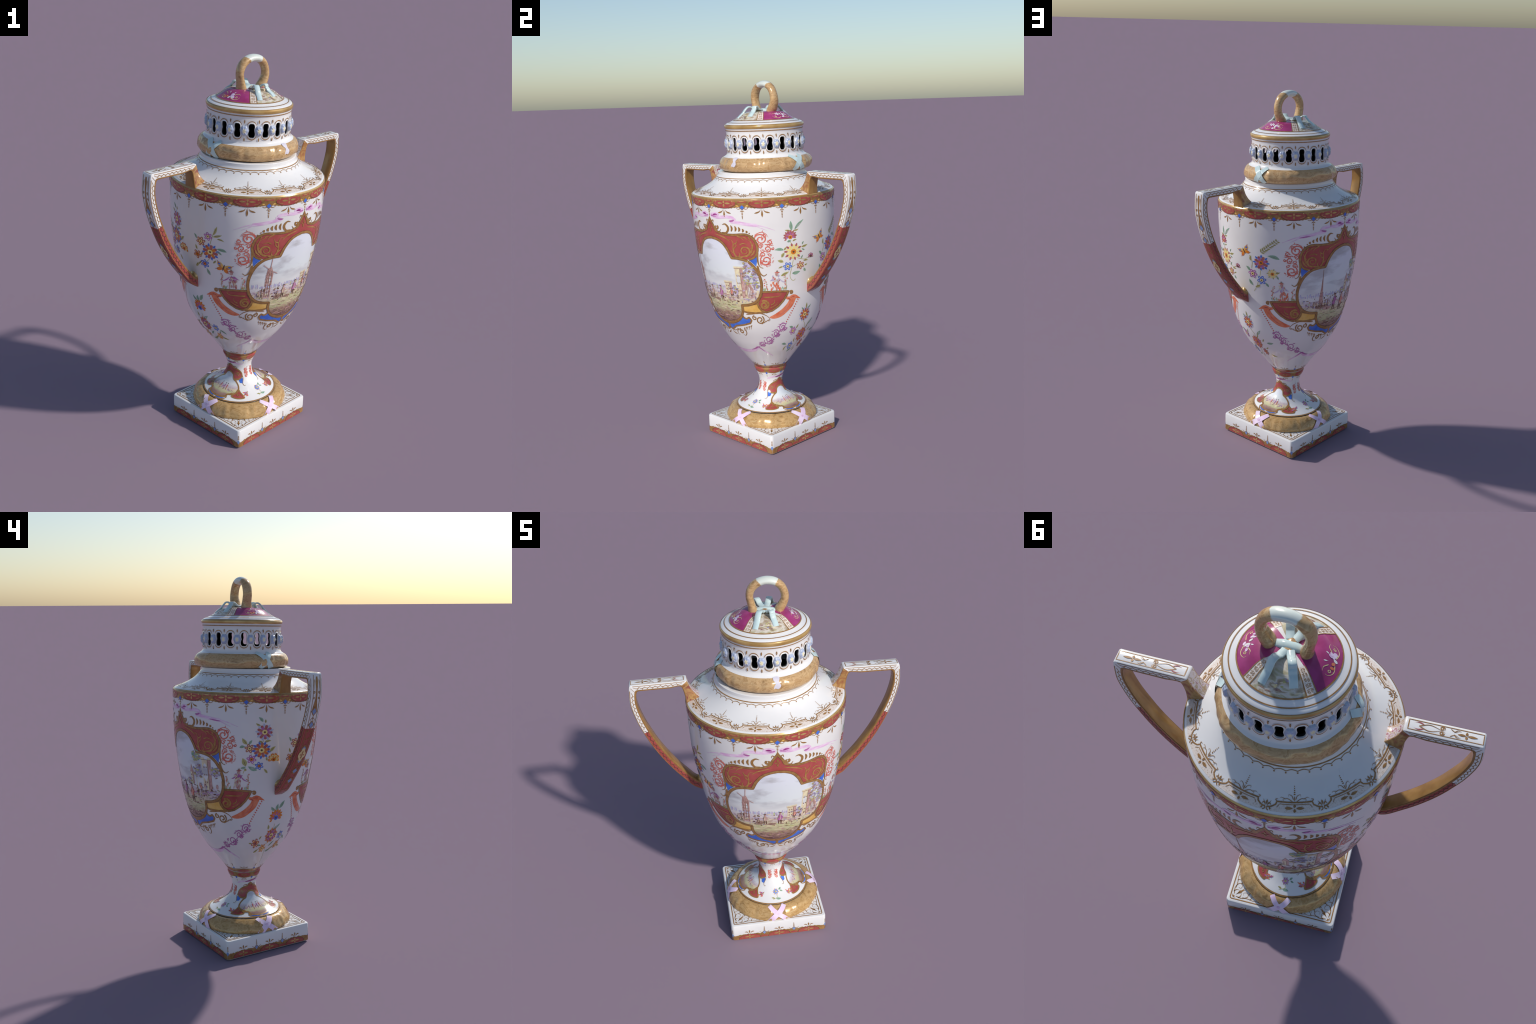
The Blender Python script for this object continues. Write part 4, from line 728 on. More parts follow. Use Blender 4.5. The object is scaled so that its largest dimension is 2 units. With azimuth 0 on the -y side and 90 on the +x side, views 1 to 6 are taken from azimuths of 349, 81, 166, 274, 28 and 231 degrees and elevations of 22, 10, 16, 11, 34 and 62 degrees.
# band at the bottom of the body
S = rev_surf(body_c[:, 1], body_c[:, 0], body_c[:, 1], FRONT, .1, body_fr); p = Piece('lower_border', S, body); LB = .1 * 2 * math.pi
p.fill([(x, .403) for x in np.linspace(0, LB, 80)] + [(x, .426 + .002 * math.cos(6 * x / .1)) for x in np.linspace(LB, 0, 80)], GOLD, 0, .01)
for k in range(6):
    c = LB * k / 6; a = np.linspace(0, np.pi, 12); p.fill([(c + .036 * math.cos(t), .4035 + .017 * math.sin(t)) for t in a], RED, 1, .01); p.leaf(c, .411, .03, .006, 0, GOLDL, 2, 0)
    for q in (-1, 0, 1): p.stroke([(c, .429), (c + q * .008, .435), (c + q * .02, .44 + (.004 if q == 0 else 0))], .0042, GOLDL, 1, 'drop')
    c2 = c + LB / 12; p.poly([(c2 - .006, .43), (c2, .424), (c2 + .006, .43), (c2, .437)], BLUE, 2); p.stroke([(c2, .44), (c2, .462)], .003, GOLDL, 1, 'taper')
p.done()

# ------------------------------------------------------------------ handles
PAIR = [((.306, 1.424), (.386, 1.388)), ((.322, 1.437), (.390, 1.418)), ((.341, 1.455), (.3925, 1.445)), ((.360, 1.482), (.397, 1.470)), ((.371, 1.508), (.4015, 1.488)), ((.376, 1.521), (.406, 1.498)), ((.381, 1.5305), (.413, 1.5025)), ((.40, 1.5315), (.425, 1.5035)),
        ((.45, 1.531), (.46, 1.5035)), ((.52, 1.5305), (.52, 1.5035)), ((.59, 1.530), (.585, 1.5035)), ((.636, 1.530), (.614, 1.503)), ((.646, 1.5285), (.622, 1.498)), ((.6515, 1.520), (.6255, 1.490)), ((.655, 1.49), (.629, 1.470)),
        ((.654, 1.43), (.629, 1.428)), ((.643, 1.37), (.619, 1.375)), ((.624, 1.305), (.601, 1.314)), ((.60, 1.245), (.578, 1.257)), ((.57, 1.178), (.549, 1.192)), ((.53, 1.105), (.5095, 1.121)), ((.48, 1.03), (.461, 1.048)), ((.43, .966), (.4115, .986)), ((.395, .924), (.375, .954)), ((.368, .899), (.352, .942)), ((.335, .879), (.318, .93))]
OUT = np.array([a for a, b in PAIR]); INN = np.array([b for a, b in PAIR]); INN[8:-3] += (INN - OUT)[8:-3] * .24; OUT[15:-2] -= (INN - OUT)[15:-2] * .10
def fine(A):
    b = np.vstack([catmull(A[:9], 4)[:-1], catmull(A[8:11], 4)[:-1], catmull(A[10:], 4)]); return b
OUTF, INF = fine(OUT), fine(INN); MIDF = (OUTF + INF) / 2
ST = np.concatenate([[0], np.cumsum(np.hypot(*np.diff(MIDF, axis=0).T))]); SL = ST[-1]
def station(rho, z): return float(ST[np.argmin((MIDF[:, 0] - rho) ** 2 + (MIDF[:, 1] - z) ** 2)])
S_RISE = station(.395, 1.515); S_CORN = station(.638, 1.512); S_RED = station(.606, 1.285)
def halfw(s):  # half width along the handle: flared roots
    return .0305 + .010 * np.clip(1 - s / .07, 0, 1) ** 2 - .009 * np.clip((s - SL + .055) / .055, 0, 1) ** 2
def handle(th, k):
    a = math.radians(th); rad = np.array([math.cos(a), math.sin(a), 0]); nrm = np.array([-math.sin(a), math.cos(a), 0])
    def W(rho, z, n): return body_fr(np.asarray(rho)[..., None] * rad + np.asarray(n)[..., None] * nrm + np.asarray(z)[..., None] * np.array([0, 0, 1.]))
    e = .005 if k == 0 else .001   # the first handle reaches a touch further
    def o_(s): return np.interp(s, ST, OUTF[:, 0] + e * np.clip((OUTF[:, 0] - .4) / .2, 0, 1)), np.interp(s, ST, OUTF[:, 1])
    def i_(s): return np.interp(s, ST, INF[:, 0] + e * np.clip((INF[:, 0] - .4) / .2, 0, 1)), np.interp(s, ST, INF[:, 1])
    ss = ST; n = len(ss); ro, zo = o_(ss); ri, zi = i_(ss); hw = halfw(ss)
    th_ = np.hypot(ri - ro, zi - zo); c = .0045
    sec = []
    for tt, nn in ((c, 1), (0, -c), ):
        pass
    def pt(t, w): return W(ro + (ri - ro) * t, zo + (zi - zo) * t, w)
    tc = c / th_
    ring = [pt(0 * tc, hw - c), pt(tc * .3, hw - c * .3), pt(tc, hw), pt(1 - tc, hw), pt(1 - tc * .3, hw - c * .3), pt(1 + 0 * tc, hw - c), pt(1 + 0 * tc, -hw + c), pt(1 - tc * .3, -hw + c * .3), pt(1 - tc, -hw), pt(tc, -hw), pt(tc * .3, -hw + c * .3), pt(0 * tc, -hw + c)]
    m = len(ring); V = np.stack(ring, 1).reshape(-1, 3); F, mi = [], []
    for i in range(n - 1):
        for j in range(m):
            F.append([i * m + j, (i + 1) * m + j, (i + 1) * m + (j + 1) % m, i * m + (j + 1) % m])
            s = ss[i]
            if j in (3, 4, 5, 6, 7): g = 1
            elif s < S_RISE: g = 4 if j == 11 else 3
            else: g = 2 if s > S_RED else 0
            if s > SL - .028 and j not in (0, 10, 11): g = 1
            mi.append(g)
    F.append(list(range(m))); F.append([(n - 1) * m + j for j in range(m)][::-1]); mi += [1, 1]
    h = make('handle', V, F, [WHITE, material('handle_gilding', srgb(172, 134, 80), srgb(148, 112, 64), 22, .2, .15, stretch=(1, 1, .4)), RED, RISER, RISERI], mi, 40, root)
    # gilt pad where the strap meets the body
    K = 20; pv, pf = [], []
    for i in range(9):
        lat = -math.pi / 2 + math.pi * i / 8
        for j in range(K):
            t = 2 * math.pi * j / K; q = .35 + (.020 + .003 * math.sin(2 * t)) * math.cos(lat) * math.cos(t); pv.append(W(np.array(q), np.array(.940 + .032 * math.sin(lat)), np.array(.031 * math.cos(lat) * math.sin(t))))
    for i in range(8):
        for j in range(K): pf.append([i * K + j, i * K + (j + 1) % K, (i + 1) * K + (j + 1) % K, (i + 1) * K + j])
    make('handle_root', np.array(pv).reshape(-1, 3), pf, [GOLDB], None, 80, h)
    mid = .5
    out = Surf(lambda x, y: W(*o_(x), y), .0006, flip=-1)     # x along, y across
    side = lambda g: Surf(lambda x, y: W(o_(x)[0] + (i_(x)[0] - o_(x)[0]) * y / .026, o_(x)[1] + (i_(x)[1] - o_(x)[1]) * y / .026, g * halfw(x)), .0006, flip=g)
    # test orientation once: normals must point away from the bar's core
    def fix(sf, core):
        x = np.array([S_CORN * .7]); y = np.array([core]); d = sf.ev(x, y, np.array([100.])) - sf.f(x, y); r2 = sf.f(x, y) - W(*(lambda q: (q[:, 0], q[:, 1]))(np.column_stack([np.interp(x, ST, MIDF[:, 0]), np.interp(x, ST, MIDF[:, 1])])), 0 * x)
        if np.sum(d * r2) < 0: sf.flip *= -1
        return sf
    out = fix(out, 0.); sides = [fix(side(g), .013) for g in (1, -1)]
    # outer face
    p = Piece('handle_outer_ornament', out, h)
    x0, x1 = S_RISE + .012, S_CORN - .006
    hwc = .0195
    p.stroke([(x0, -hwc), (x1, -hwc), (x1, hwc), (x0, hwc)], .003, GOLD, 1, smooth=False, closed=True, step=.01)
    xm = x1 - .045
    for d in (0, 90, 180, 270): p.leaf(xm + .016 * math.cos(math.radians(d)), .008 * math.sin(math.radians(d)), .028 if d % 180 == 0 else .014, .009, d, GOLD, 2, 0)
    for sg in (-1, 1):
        p.spiral(x0 + .10, sg * .009, .008, 0, sg * 1.3, .0035, GOLD, 2); p.stroke([(x0 + .03, 0), (x0 + .06, sg * .012), (x0 + .09, sg * .004), (x0 + .11, -sg * .006)], .0035, GOLD, 2, 'comma'); p.stroke([(x0 + .012, sg * .01), (x0 + .03, sg * .014), (x0 + .046, sg * .008)], .0045, MAROON, 2, 'drop'); p.stroke([(x0 + .125, sg * .015), (x0 + .14, sg * .006), (x0 + .155, sg * .013)], .003, GOLD, 2, 'comma')
        p.stroke([(xm - .04, sg * .004), (xm - .03, sg * .014), (xm - .018, sg * .012)], .0035, GOLD, 2, 'comma')
    # upright: brown stem with waists, slate lozenges, small fleurons
    y0 = S_CORN + .014
    prof = [(y0, .004), (y0 + .02, .007), (y0 + .05, .004), (y0 + .09, .005), (y0 + .12, .011), (y0 + .14, .014)]
    p.fill([(x, w) for x, w in prof] + [(x, -w) for x, w in prof[::-1]], GOLD, 1, .01)
    for sg in (-1, 1):
        p.spiral(y0 + .06, sg * .013, .006, 0, sg * 1.2, .003, GOLDL, 2); p.spiral(y0 + .085, sg * .015, .005, 180, sg * 1.2, .003, GOLDL, 2); p.stroke([(y0 + .01, sg * .012), (y0 + .035, sg * .016), (y0 + .05, sg * .013)], .0035, GOLDL, 2, 'comma')
    for xx in (y0 + .148, S_RED - .004, S_RED + .13, S_RED + .20, S_RED + .27, S_RED + .34):
        if xx < SL - .04: p.poly([(xx - .017, 0), (xx, .012), (xx + .017, 0), (xx, -.012)], STEEL, 3); p.poly([(xx - .024, 0), (xx, .018), (xx + .024, 0), (xx, -.018)], GOLD, 2)
    for sg in (-1, 1): p.stroke([(y0 + .178, 0), (y0 + .19, sg * .012), (y0 + .2, sg * .006)], .0035, GOLDL, 2, 'comma'); p.stroke([(y0 + .205, 0), (y0 + .21, sg * .010)], .004, GOLDL, 2, 'drop')
    p.stroke([(y0 + .165, 0), (S_RED - .02, 0)], .0035, GOLDL, 2, 'taper')
    # cream rosette and gilt tracery on the red part
    for xx in (S_RED + .165,): 
        p.fill([(xx + .036 * math.cos(t) * (1 + .18 * math.cos(4 * t)), .019 * math.sin(t) * (1 + .1 * math.cos(4 * t))) for t in np.linspace(0, 2 * np.pi, 24, endpoint=False)], CREAM, 4, .01)
        for d in (0, 90, 180, 270): p.leaf(xx + .014 * math.cos(math.radians(d)), .008 * math.sin(math.radians(d)), .024 if d % 180 == 0 else .013, .008, d, GOLDL, 5, 0)
        p.ell(xx, 0, .004, .003, MAROON, 6)
    xx = S_RED + .03
    i = 0
    while xx < SL - .04:
        for sg in (-1, 1): p.spiral(xx, sg * .009, .007, 90 * i, sg * 1.2, .003, GOLD, 2); p.stroke([(xx + .012, sg * .016), (xx + .024, sg * .010), (xx + .032, sg * .017)], .003, GOLD, 2, 'comma')
        xx += .042; i += 1
    for sg in (-1, 1): p.stroke([(x, sg * .0195) for x in np.linspace(S_CORN + .008, SL - .03, 40)], .0028, GOLD, 2, 'even', smooth=False)
    p.done()
    for sf in sides:
        p = Piece('handle_side_scallops', sf, h)
        a_, b_ = S_RISE + .012, S_CORN - .008; n_ = 9
        def scal(a_, b_, n_, m):
            for i in range(n_):
                u0, u1 = a_ + (b_ - a_) * i / n_, a_ + (b_ - a_) * (i + 1) / n_
                p.stroke([(u0 + (u1 - u0) * v, .008 + .0055 * math.sin(math.pi * v) ** .7) for v in np.linspace(0, 1, 9)], .0023, m, 1, 'even', smooth=False, step=.002); p.ell((u0 + u1) / 2, .0165, .002, .002, m)
        scal(a_, b_, n_, GOLDL); scal(S_CORN + .022, S_RED - .004, 9, GOLDL); scal(S_RED + .004, SL - .035, 15, DKBRN)
        p.stroke([(x, .0215) for x in np.linspace(S_RISE, SL - .03, 80)], .0045, GOLD, 1, 'even', smooth=False); p.stroke([(x, .0035) for x in np.linspace(S_RISE + .006, S_CORN - .01, 30)], .0022, GOLDL, 1, 'even', smooth=False); p.stroke([(x, .0035) for x in np.linspace(S_CORN + .018, SL - .03, 60)], .0024, GOLD, 1, 'even', smooth=False)
        p.stroke([(S_CORN + .004, .0045), (S_CORN + .004, .022)], .002, GOLDL, 1); p.done()
    return h
handle(33.3, 0); handle(215.3, 1)

# ------------------------------------------------------------------ lid
NG = 19; GPH = math.radians(7.77); PITCH = 2 * math.pi / NG
RO, TH = .2085, .013; ZB, ZT = 1.622, 1.722
def gallery():
    """pierced wall: one peanut-shaped hole per cell, rim of each hole slightly raised"""
    K = 56; V, F = [], []; idx = {}
    def add(P):
        k = (round(P[0], 6), round(P[1], 6), round(P[2], 6))
        if k not in idx: idx[k] = len(V); V.append(P)
        return idx[k]
    zc = 1.6735; hz = (ZT - ZB) / 2
    zmid = (ZT + ZB) / 2; mats = []
    for c in range(NG):
        a0 = GPH + PITCH * (c + .5)
        rings = []
        for t in (0, .08, .2, .38, .6, .8, 1.):
            row = []
            for i in range(K):
                a = 2 * math.pi * i / K; cs, sn = math.cos(a), math.sin(a)
                # hole: half height .0325, half width waisted in the middle
                hy = .0342 * math.copysign(abs(sn) ** .9, sn); w = (.0166 if sn > 0 else .0182) * abs(cs) ** .5 * math.copysign(1, cs)
                waist = 1 - .26 * math.exp(-(hy / .013) ** 2); hx = w * waist / RO
                # cell boundary
                ax, az_ = PITCH / 2, hz
                q = min(ax / max(abs(cs) * .062 / RO * 1, 1e-9), az_ / max(abs(sn) * .062, 1e-9)); bx, bz = cs * .062 / RO * q, sn * .062 * q
                x = hx * (1 - t) + bx * t; z = (zc + hy) * (1 - t) + (zmid + bz) * t
                rise = .0032 * math.exp(-(t / .22) ** 2)
                row.append((x, z, rise))
            rings.append(row)
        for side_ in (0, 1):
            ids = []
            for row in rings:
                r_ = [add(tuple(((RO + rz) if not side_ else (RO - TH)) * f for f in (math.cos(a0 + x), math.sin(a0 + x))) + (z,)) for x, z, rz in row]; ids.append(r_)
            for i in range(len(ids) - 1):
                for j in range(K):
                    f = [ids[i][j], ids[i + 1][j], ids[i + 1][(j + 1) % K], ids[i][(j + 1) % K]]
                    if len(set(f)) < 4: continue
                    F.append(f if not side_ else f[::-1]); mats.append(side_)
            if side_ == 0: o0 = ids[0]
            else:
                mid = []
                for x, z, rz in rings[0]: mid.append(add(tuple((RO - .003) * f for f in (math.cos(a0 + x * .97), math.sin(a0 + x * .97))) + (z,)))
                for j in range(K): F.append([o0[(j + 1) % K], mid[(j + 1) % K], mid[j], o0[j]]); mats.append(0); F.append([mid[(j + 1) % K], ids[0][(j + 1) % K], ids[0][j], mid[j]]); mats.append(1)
    return make('pierced_gallery', lid_fr(np.array(V)), F, [WHITE, DARK], mats, 50)  # inner faces and deeper hole walls take the near-black shade colour
lid = revolve('lid', np.vstack([catmull([(.0, 1.838), (.04, 1.838), (.08, 1.836), (.105, 1.8315), (.122, 1.8235), (.140, 1.810), (.158, 1.798), (.176, 1.789), (.195, 1.7815), (.2055, 1.7765), (.2135, 1.7695), (.2155, 1.763), (.2145, 1.756), (.2115, 1.750), (.2105, 1.7425), (.2088, 1.736), (.2083, 1.728), (RO, ZT)], 5)]), lid_fr, [WHITE], 240); lid.parent = root
g = gallery(); g.parent = lid
LTOR = [(RO, ZB), (.2095, 1.617), (.214, 1.609), (.224, 1.602), (.238, 1.593), (.249, 1.576), (.2525, 1.558), (.250, 1.543), (.240, 1.531), (.222, 1.5265), (.20, 1.5265)]
lt_c = catmull(LTOR, 6)
def lt_disp(R, Z, T):
    k = np.clip((1.604 - Z) / .02, 0, 1) * np.clip((Z - 1.527) / .01, 0, 1); d = lump(T, Z * .8 + 3, .0028) * k
    return R + d, Z + d * .35
lbase = revolve('lid_wreath', lt_c, lid_fr, [WHITE, WREATH2], 240, lt_disp, lambda z, r: 1 if z < 1.602 and r > .21 else 0); lbase.parent = lid
# hollow inside, its shade put into a near-black colour: ceiling, floor and inner bands above and below the holes
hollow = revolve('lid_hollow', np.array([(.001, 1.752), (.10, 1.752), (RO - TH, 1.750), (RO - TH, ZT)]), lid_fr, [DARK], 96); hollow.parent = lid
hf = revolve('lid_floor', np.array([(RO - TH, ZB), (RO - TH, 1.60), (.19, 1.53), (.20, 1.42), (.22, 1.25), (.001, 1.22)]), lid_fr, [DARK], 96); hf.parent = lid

ld = catmull([(.001, 1.838), (.04, 1.838), (.08, 1.836), (.105, 1.8315), (.122, 1.8235), (.140, 1.810), (.158, 1.798), (.176, 1.789), (.195, 1.7815), (.2055, 1.7765), (.2135, 1.7695), (.2155, 1.763), (.2145, 1.756), (.2115, 1.750), (.2105, 1.7425), (.2088, 1.736), (.2083, 1.728), (RO, ZT)], 8)
lds = np.concatenate([[0], np.cumsum(np.hypot(*np.diff(ld, axis=0).T))])
lid_surf = lambda th: rev_surf(-lds[::-1], ld[::-1, 0], ld[::-1, 1], th, .17, lid_fr)
ly = lambda r: -float(np.interp(r, ld[:140 // 1][:np.argmax(ld[:, 0])], lds[:np.argmax(ld[:, 0])])) if False else -float(np.interp(r, ld[:np.argmax(ld[:, 0]) + 1, 0], lds[:np.argmax(ld[:, 0]) + 1]))
lz = lambda z: -float(np.interp(-z, -ld[np.argmax(ld[:, 0]):, 1], lds[np.argmax(ld[:, 0]):]))
LL = .17 * 2 * math.pi; ring = lambda y, n=200: [(x, y) for x in np.linspace(0, LL, n)]
p = Piece('lid_gilt_lines', lid_surf(0), lid)
p.stroke(ring(ly(.1665)), .005, GOLD, 3, 'even', smooth=False, step=.02); p.stroke(ring(ly(.192)), .0042, GOLD, 3, 'even', smooth=False, step=.02)
ya, yb = ly(.2105), lz(1.7535)
for i in range(8): p.stroke(ring(ya + (yb - ya) * (i + .5) / 8), abs(ya - yb) / 8, GOLDB, 1, 'even', smooth=False, step=.02)
p.stroke(ring(ya), .002, GOLD, 2, 'even', smooth=False, step=.02); p.stroke(ring(lz(1.743)), .0045, GOLDL, 2, 'even', smooth=False, step=.02); p.done()
dg = .17 * math.pi / 180
for az, kind in ((FRONT, 's'), (35, 'm'), (BACK, 's'), (215, 'm')):
    S = lid_surf(az); hwid = 33 if kind == 's' else 45
    p = Piece('lid_landscape_panel' if kind == 's' else 'lid_magenta_panel', S, lid)
    edge = [(x * dg, ly(.165)) for x in np.linspace(-hwid, hwid, 24)] + [(x * dg, ly(.03)) for x in np.linspace(hwid, -hwid, 12)]
    p.fill(edge, LIDSCN if kind == 's' else MAGEN, 0, .012)
    if kind == 's':
        for i in range(9): x = rng.uniform(-24, 24) * dg; r = rng.uniform(.125, .158); p.stroke([(x - .012, ly(r)), (x, ly(r) + .002), (x + .014, ly(r))], .005, [EARTH, EARTH, STONE][i % 3], 1, 'taper')
        for i in range(8): p.ell(rng.uniform(-12, 14) * dg, ly(rng.uniform(.115, .14)), .006, .003, [OLIVE, VIOLG, CREAM][i % 3], 2)
    else:
        fr_ = az > 100
        for i in range(9): p.ell(rng.uniform(-14, 14) * dg, ly(.135) + rng.uniform(-.014, .014), .0085, .006, [PINKR, ORNG, LILAC, WHITE][i % 4] if fr_ else [PINKR, WHITE, LILAC][i % 3], 1 + i % 3, rng.uniform(0, 3))
        for sg in (-1, 1):
            p.stroke([(sg * 4 * dg, ly(.145)), (sg * 14 * dg, ly(.153)), (sg * 22 * dg, ly(.146)), (sg * 24 * dg, ly(.136))], .004, CREAM, 1, 'comma'); p.stroke([(sg * 10 * dg, ly(.13)), (sg * 18 * dg, ly(.122)), (sg * 24 * dg, ly(.126))], .004, CREAM, 1, 'comma'); p.spiral(sg * 17 * dg, ly(.14), .007, 0, sg * 1.1, .003, CREAM, 1)
            p.stroke([(sg * 5 * dg, ly(.125)), (sg * 9 * dg, ly(.112))], .006, WHITE, 1, 'drop')
    p.done()
for sgn, az in ((1, FRONT), (-1, FRONT), (1, BACK), (-1, BACK)):
    S = lid_surf(az + sgn * 39); p = Piece('lid_lace_band', S, lid)
    w0, w1 = .0175, .0145; q = [(-w0, ly(.165)), (w0, ly(.165)), (w1 * 1.5, ly(.085)), (-w1 * 1.5, ly(.085))]
    p.fill(q, LACE, 1, .012); p.stroke([q[0], q[3]], .004, GOLD, 3, 'even'); p.stroke([q[1], q[2]], .004, GOLD, 3, 'even')
    for i in range(5):
        r = .155 - .014 * i
        for sg in (-1, 1): p.spiral(sg * .006, ly(r), .005, 90 * i, sg * 1.2, .0018, GOLDL, 2); p.stroke([(sg * .013, ly(r) + .004), (0, ly(r) + .008)], .0018, GOLDL, 2)
    p.done()

# gilt outlines and darts around the gallery holes, blue flower buttons between them
gs = Surf(lambda x, y: lid_fr(np.stack([(RO + .0022) * np.cos(x / RO), (RO + .0022) * np.sin(x / RO), y], -1)), .0012)
p = Piece('gallery_gilding', gs, lid)
for c in range(NG):
    x0 = RO * (GPH + PITCH * (c + .5)); xm = RO * (GPH + PITCH * c)
    for sg, zc in ((1, 1.695), (-1, 1.654)):
        p.stroke([(x0 + .0225 * math.cos(t), zc + sg * .0235 * math.sin(t)) for t in np.linspace(.12, math.pi - .12, 12)], .0042, GOLDL, 1, 'taper', smooth=False)
        z1 = 1.7165 if sg > 0 else 1.6315
        p.stroke([(xm, z1 - sg * .009), (xm, z1 + sg * .010)], .0055, GOLDL, 1, 'taper')
        p.stroke([(xm - .004, z1), (xm + .004, z1)], .003, GOLDL, 1, 'taper')
p.done()
def button_mesh():
    K, Rr = 36, [0, .25, .5, .72, .88, 1.]; V = [(0, 0, .0145)]; F = []; mi = []
    for r in Rr[1:]:
        for j in range(K):
            a = 2 * math.pi * j / K; lobe = 1 + .06 * math.cos(6 * a) * r; h = .0145 * math.sqrt(max(0, 1 - r ** 2.6)) + .0016 * math.cos(6 * a) * r * (1 - r) * 2 - (.004 if r == 1 else 0)
            V.append((.0198 * r * lobe * math.cos(a), .0262 * r * lobe * math.sin(a), h))
    for j in range(K): F.append([0, 1 + j, 1 + (j + 1) % K])
    for i in range(len(Rr) - 2):
        for j in range(K): F.append([1 + i * K + j, 1 + (i + 1) * K + j, 1 + (i + 1) * K + (j + 1) % K, 1 + i * K + (j + 1) % K])
    me = bpy.data.meshes.new('flower_button'); me.from_pydata(V, [], F); me.polygons.foreach_set('use_smooth', [True] * len(F))
    m = bpy.data.materials.new('blue_flower_glaze'); m.use_nodes = True; nt = m.node_tree; b = nt.nodes['Principled BSDF']; b.inputs['Roughness'].default_value = .16
    tc = nt.nodes.new('ShaderNodeTexCoord'); ln = nt.nodes.new('ShaderNodeVectorMath'); ln.operation = 'LENGTH'; mp = nt.nodes.new('ShaderNodeMapping'); mp.inputs['Scale'].default_value = (46, 37, 0)
    nz = nt.nodes.new('ShaderNodeTexNoise'); nz.inputs['Scale'].default_value = 90
    ad = nt.nodes.new('ShaderNodeMath'); ad.operation = 'MULTIPLY_ADD'; ad.inputs[1].default_value = .35
    rp = nt.nodes.new('ShaderNodeValToRGB'); cr = rp.color_ramp
    for i, (q, c) in enumerate([(.22, srgb(236, 226, 190)), (.42, srgb(196, 202, 214)), (.66, srgb(156, 170, 204)), (.85, srgb(182, 191, 208)), (1., srgb(150, 162, 192))]):
        e = cr.elements[i] if i < 2 else cr.elements.new(q); e.position = q; e.color = (*c, 1)
    Lk = nt.links.new; Lk(tc.outputs['Object'], mp.inputs[0]); Lk(mp.outputs[0], ln.inputs[0]); Lk(tc.outputs['Object'], nz.inputs['Vector']); Lk(nz.outputs['Fac'], ad.inputs[0]); Lk(ln.outputs['Value'], ad.inputs[2])
    sb = nt.nodes.new('ShaderNodeMath'); sb.operation = 'SUBTRACT'; sb.inputs[1].default_value = .17; Lk(ad.outputs[0], sb.inputs[0]); Lk(sb.outputs[0], rp.inputs[0]); Lk(rp.outputs[0], b.inputs['Base Color'])
    me.materials.append(m); return me
bm_ = button_mesh(); ob0 = bpy.data.objects.new('flower_button', bm_)
for c in range(NG):
    o = ob0 if c == 0 else ob0.copy(); sc.collection.objects.link(o)
    a = GPH + PITCH * c; P = lid_fr(np.array([(RO - .001) * math.cos(a), (RO - .001) * math.sin(a), 1.6735 + random.uniform(-.001, .001)]))
    X = Vector((-math.sin(a), math.cos(a), 0)); Zv = Vector((math.cos(a), math.sin(a), 0)); Y = Vector((0, 0, 1)); k = random.uniform(.96, 1.05)
    o.matrix_world = Matrix.Translation(Vector(P)) @ Matrix(((X.x * k, Y.x * k, Zv.x, 0), (X.y * k, Y.y * k, Zv.y, 0), (X.z * k, Y.z * k, Zv.z, 0), (0, 0, 0, 1)))
    o.parent = lid
# ribbons crossing over the lid wreath, a bare white patch at the front
lts = np.concatenate([[0], np.cumsum(np.hypot(*np.diff(lt_c, axis=0).T))])
lt_surf = lambda th: rev_surf(-lts[::-1], lt_c[::-1, 0], lt_c[::-1, 1], th, .25, lid_fr, base=.0025)
t0, t1 = float(np.interp(-1.603, -lt_c[:, 1], lts)), float(np.interp(-1.531, -lt_c[:, 1], lts))
for az in (36, 216):
    p = Piece('lid_ribbon_cross', lt_surf(az), lbase); f = lambda u: -(t0 + (t1 - t0) * u)
    p.stroke([(-.052, f(-.05)), (-.022, f(.25)), (.002, f(.55)), (.034, f(1.0))], .029, AQUA, 2, 'even', step=.005); p.stroke([(.036, f(-.05)), (.014, f(.25)), (-.006, f(.55)), (-.036, f(1.0))], .030, AQUA, 1, 'even', step=.005); p.done()
p = Piece('bare_white_patch', lt_surf(-52), lbase)
p.fill([(-.012, f(.02)), (.01, f(0)), (.018, f(.12)), (.012, f(.3)), (.02, f(.5)), (.008, f(.66)), (-.008, f(.62)), (-.02, f(.7)), (-.026, f(.64)), (-.012, f(.52)), (-.004, f(.35)), (-.014, f(.2))], material('bare_glaze', srgb(222, 216, 224), srgb(206, 202, 216), 30, .13), 1, .008, smooth=4); p.done()

# ring finial
def tube(name, path, rad, mats, nseg=18, up=None, flat=1., wob=.0, fr=lid_fr, parent=None):
    P = catmull(path, 6); n = len(P); R = np.interp(np.linspace(0, 1, n), np.linspace(0, 1, len(rad)), rad)
    T = np.gradient(P, axis=0); T /= np.linalg.norm(T, axis=1)[:, None]; U = np.array(up, float); V, F = [], []
    for i in range(n):
        a = np.cross(T[i], U); a /= np.linalg.norm(a); b = U - T[i] * (U @ T[i]); b /= np.linalg.norm(b)
        for j in range(nseg):
            t = 2 * math.pi * j / nseg; w = 1 + wob * (math.sin(3 * t + i * .15) * .5 + math.sin(2 * t - i * .2 + 1) + .8 * math.sin(i * .3))
            V.append(P[i] + R[i] * w * (a * math.cos(t) * flat + b * math.sin(t)))
    for i in range(n - 1):
        for j in range(nseg): F.append([i * nseg + j, i * nseg + (j + 1) % nseg, (i + 1) * nseg + (j + 1) % nseg, (i + 1) * nseg + j])
    F.append(list(range(nseg))[::-1]); F.append([(n - 1) * nseg + j for j in range(nseg)])
    return make(name, fr(np.array(V)), F, mats, None, 60, parent)
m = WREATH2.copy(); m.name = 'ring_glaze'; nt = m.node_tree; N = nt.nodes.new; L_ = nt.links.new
bsdf = nt.nodes['Principled BSDF']; src = next(n for n in nt.nodes if n.type == 'VALTORGB')
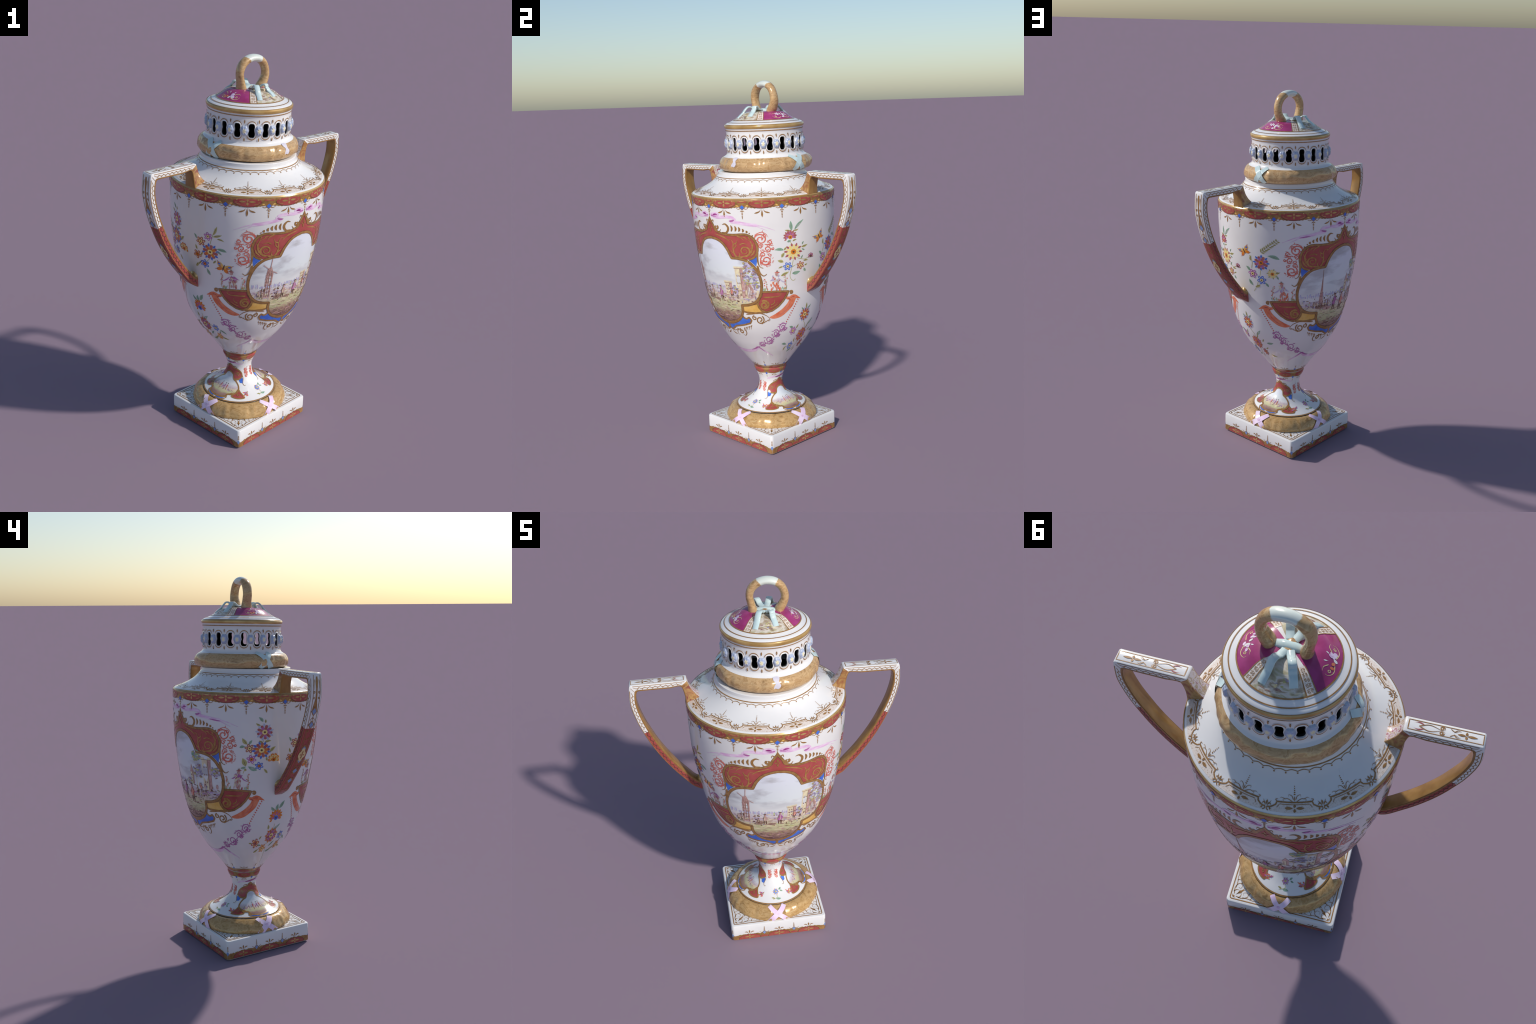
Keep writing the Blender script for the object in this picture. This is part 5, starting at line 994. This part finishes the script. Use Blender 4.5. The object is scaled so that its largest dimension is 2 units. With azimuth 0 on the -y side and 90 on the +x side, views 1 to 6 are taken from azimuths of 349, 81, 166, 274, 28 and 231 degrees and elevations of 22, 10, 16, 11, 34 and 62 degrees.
tcn = next(n for n in nt.nodes if n.type == 'TEX_COORD'); sx = N('ShaderNodeSeparateXYZ'); L_(tcn.outputs['Object'], sx.inputs[0])
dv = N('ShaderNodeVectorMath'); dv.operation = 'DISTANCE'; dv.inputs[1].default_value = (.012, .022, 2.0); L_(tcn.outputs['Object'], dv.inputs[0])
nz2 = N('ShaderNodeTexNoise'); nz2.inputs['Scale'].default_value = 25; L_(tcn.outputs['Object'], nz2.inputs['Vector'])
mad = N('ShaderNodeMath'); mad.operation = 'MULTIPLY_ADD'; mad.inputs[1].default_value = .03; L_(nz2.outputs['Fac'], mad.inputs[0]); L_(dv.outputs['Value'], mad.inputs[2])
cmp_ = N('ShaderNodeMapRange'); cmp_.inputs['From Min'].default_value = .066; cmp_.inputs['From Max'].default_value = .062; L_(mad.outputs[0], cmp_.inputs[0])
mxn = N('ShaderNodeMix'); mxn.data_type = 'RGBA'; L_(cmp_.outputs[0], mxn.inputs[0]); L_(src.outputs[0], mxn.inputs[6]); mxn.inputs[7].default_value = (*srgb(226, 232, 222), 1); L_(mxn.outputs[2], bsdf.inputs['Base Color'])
ra = math.radians(30); rd = np.array([math.cos(ra), math.sin(ra), 0]); rn = np.array([-math.sin(ra), math.cos(ra), 0])
sp = [(-.060, 1.812), (-.057, 1.836), (-.062, 1.866), (-.0695, 1.905), (-.063, 1.937), (-.044, 1.961), (-.014, 1.9765), (.016, 1.980), (.048, 1.973), (.075, 1.953), (.091, 1.920), (.092, 1.888), (.079, 1.858), (.066, 1.836), (.070, 1.808)]
tube('ring_finial', [rd * s_ + rn * .002 + np.array([0, 0, z]) for s_, z in sp], [.034, .030, .0255, .0245, .025, .025, .0245, .0245, .0245, .025, .0245, .0245, .028, .031, .035], [m], 24, rn, .75, .028, parent=lid)
# celadon bow: flat straps arching from the finial's root to the dome
def strap(name, pts, w, th, n_dir):
    P = catmull(pts, 6); n = len(P); T = np.gradient(P, axis=0); T /= np.linalg.norm(T, axis=1)[:, None]; V, F = [], []; D = np.array(n_dir, float)
    for i in range(n):
        s_ = D - T[i] * (D @ T[i]); s_ /= np.linalg.norm(s_); u = np.cross(T[i], s_); ww = w / 2
        for a, b in ((ww, .3), (ww * .85, 1), (-ww * .85, 1), (-ww, .3), (-ww, -.3), (-ww * .85, -1), (ww * .85, -1), (ww, -.3)): V.append(P[i] + s_ * a + u * b * th / 2)
    for i in range(n - 1):
        for j in range(8): F.append([i * 8 + j, i * 8 + (j + 1) % 8, (i + 1) * 8 + (j + 1) % 8, (i + 1) * 8 + j])
    F.append(list(range(8))[::-1]); F.append([(n - 1) * 8 + j for j in range(8)])
    return make(name, lid_fr(np.array(V)), F, [AQUA], None, 60, lid)
for ang, r1, hh, off in ((-55 - 26, .118, .023, -.008), (-55 + 14, .108, .025, .010), (125 - 22, .116, .025, .010), (125 + 20, .110, .023, -.008)):
    a = math.radians(ang); d = np.array([math.cos(a), math.sin(a), 0]); q = np.array([-d[1], d[0], 0])
    def dome(r): return float(np.interp(r, ld[:60, 0], ld[:60, 1]))
    q1 = r1 - .010
    pts = [(.022, 1.843), (.040, 1.845), (.053, 1.848), (.062, 1.838 + hh * .7), (.074, 1.838 + hh), (.088, 1.838 + hh * .97), (q1 - .007, 1.838 + hh * .5), (q1, dome(q1) + .011), (q1 + .007, dome(q1 + .007) + .004), (q1 + .022, dome(q1 + .022) + .0008), (q1 + .038, dome(q1 + .038) - .002)]
    strap('bow_strap', [d * r + np.array([0, 0, z]) for r, z in pts], .028, .0085, q)
# knot in the middle
kn = tube('bow_knot', [rd * -.05 + np.array([0, 0, 1.832]), rd * -.02 + np.array([0, 0, 1.840]), rd * .02 + np.array([0, 0, 1.841]), rd * .055 + np.array([0, 0, 1.832])], [.015, .018, .018, .015], [AQUA], 14, rn, .6, .05, parent=lid)
tube('bow_root', [rn * -.04 + np.array([0, 0, 1.836]), rn * -.015 + np.array([0, 0, 1.838]), rn * .015 + np.array([0, 0, 1.838]), rn * .04 + np.array([0, 0, 1.836])], [.014, .019, .019, .014], [m], 14, rd, .6, .06, parent=lid)
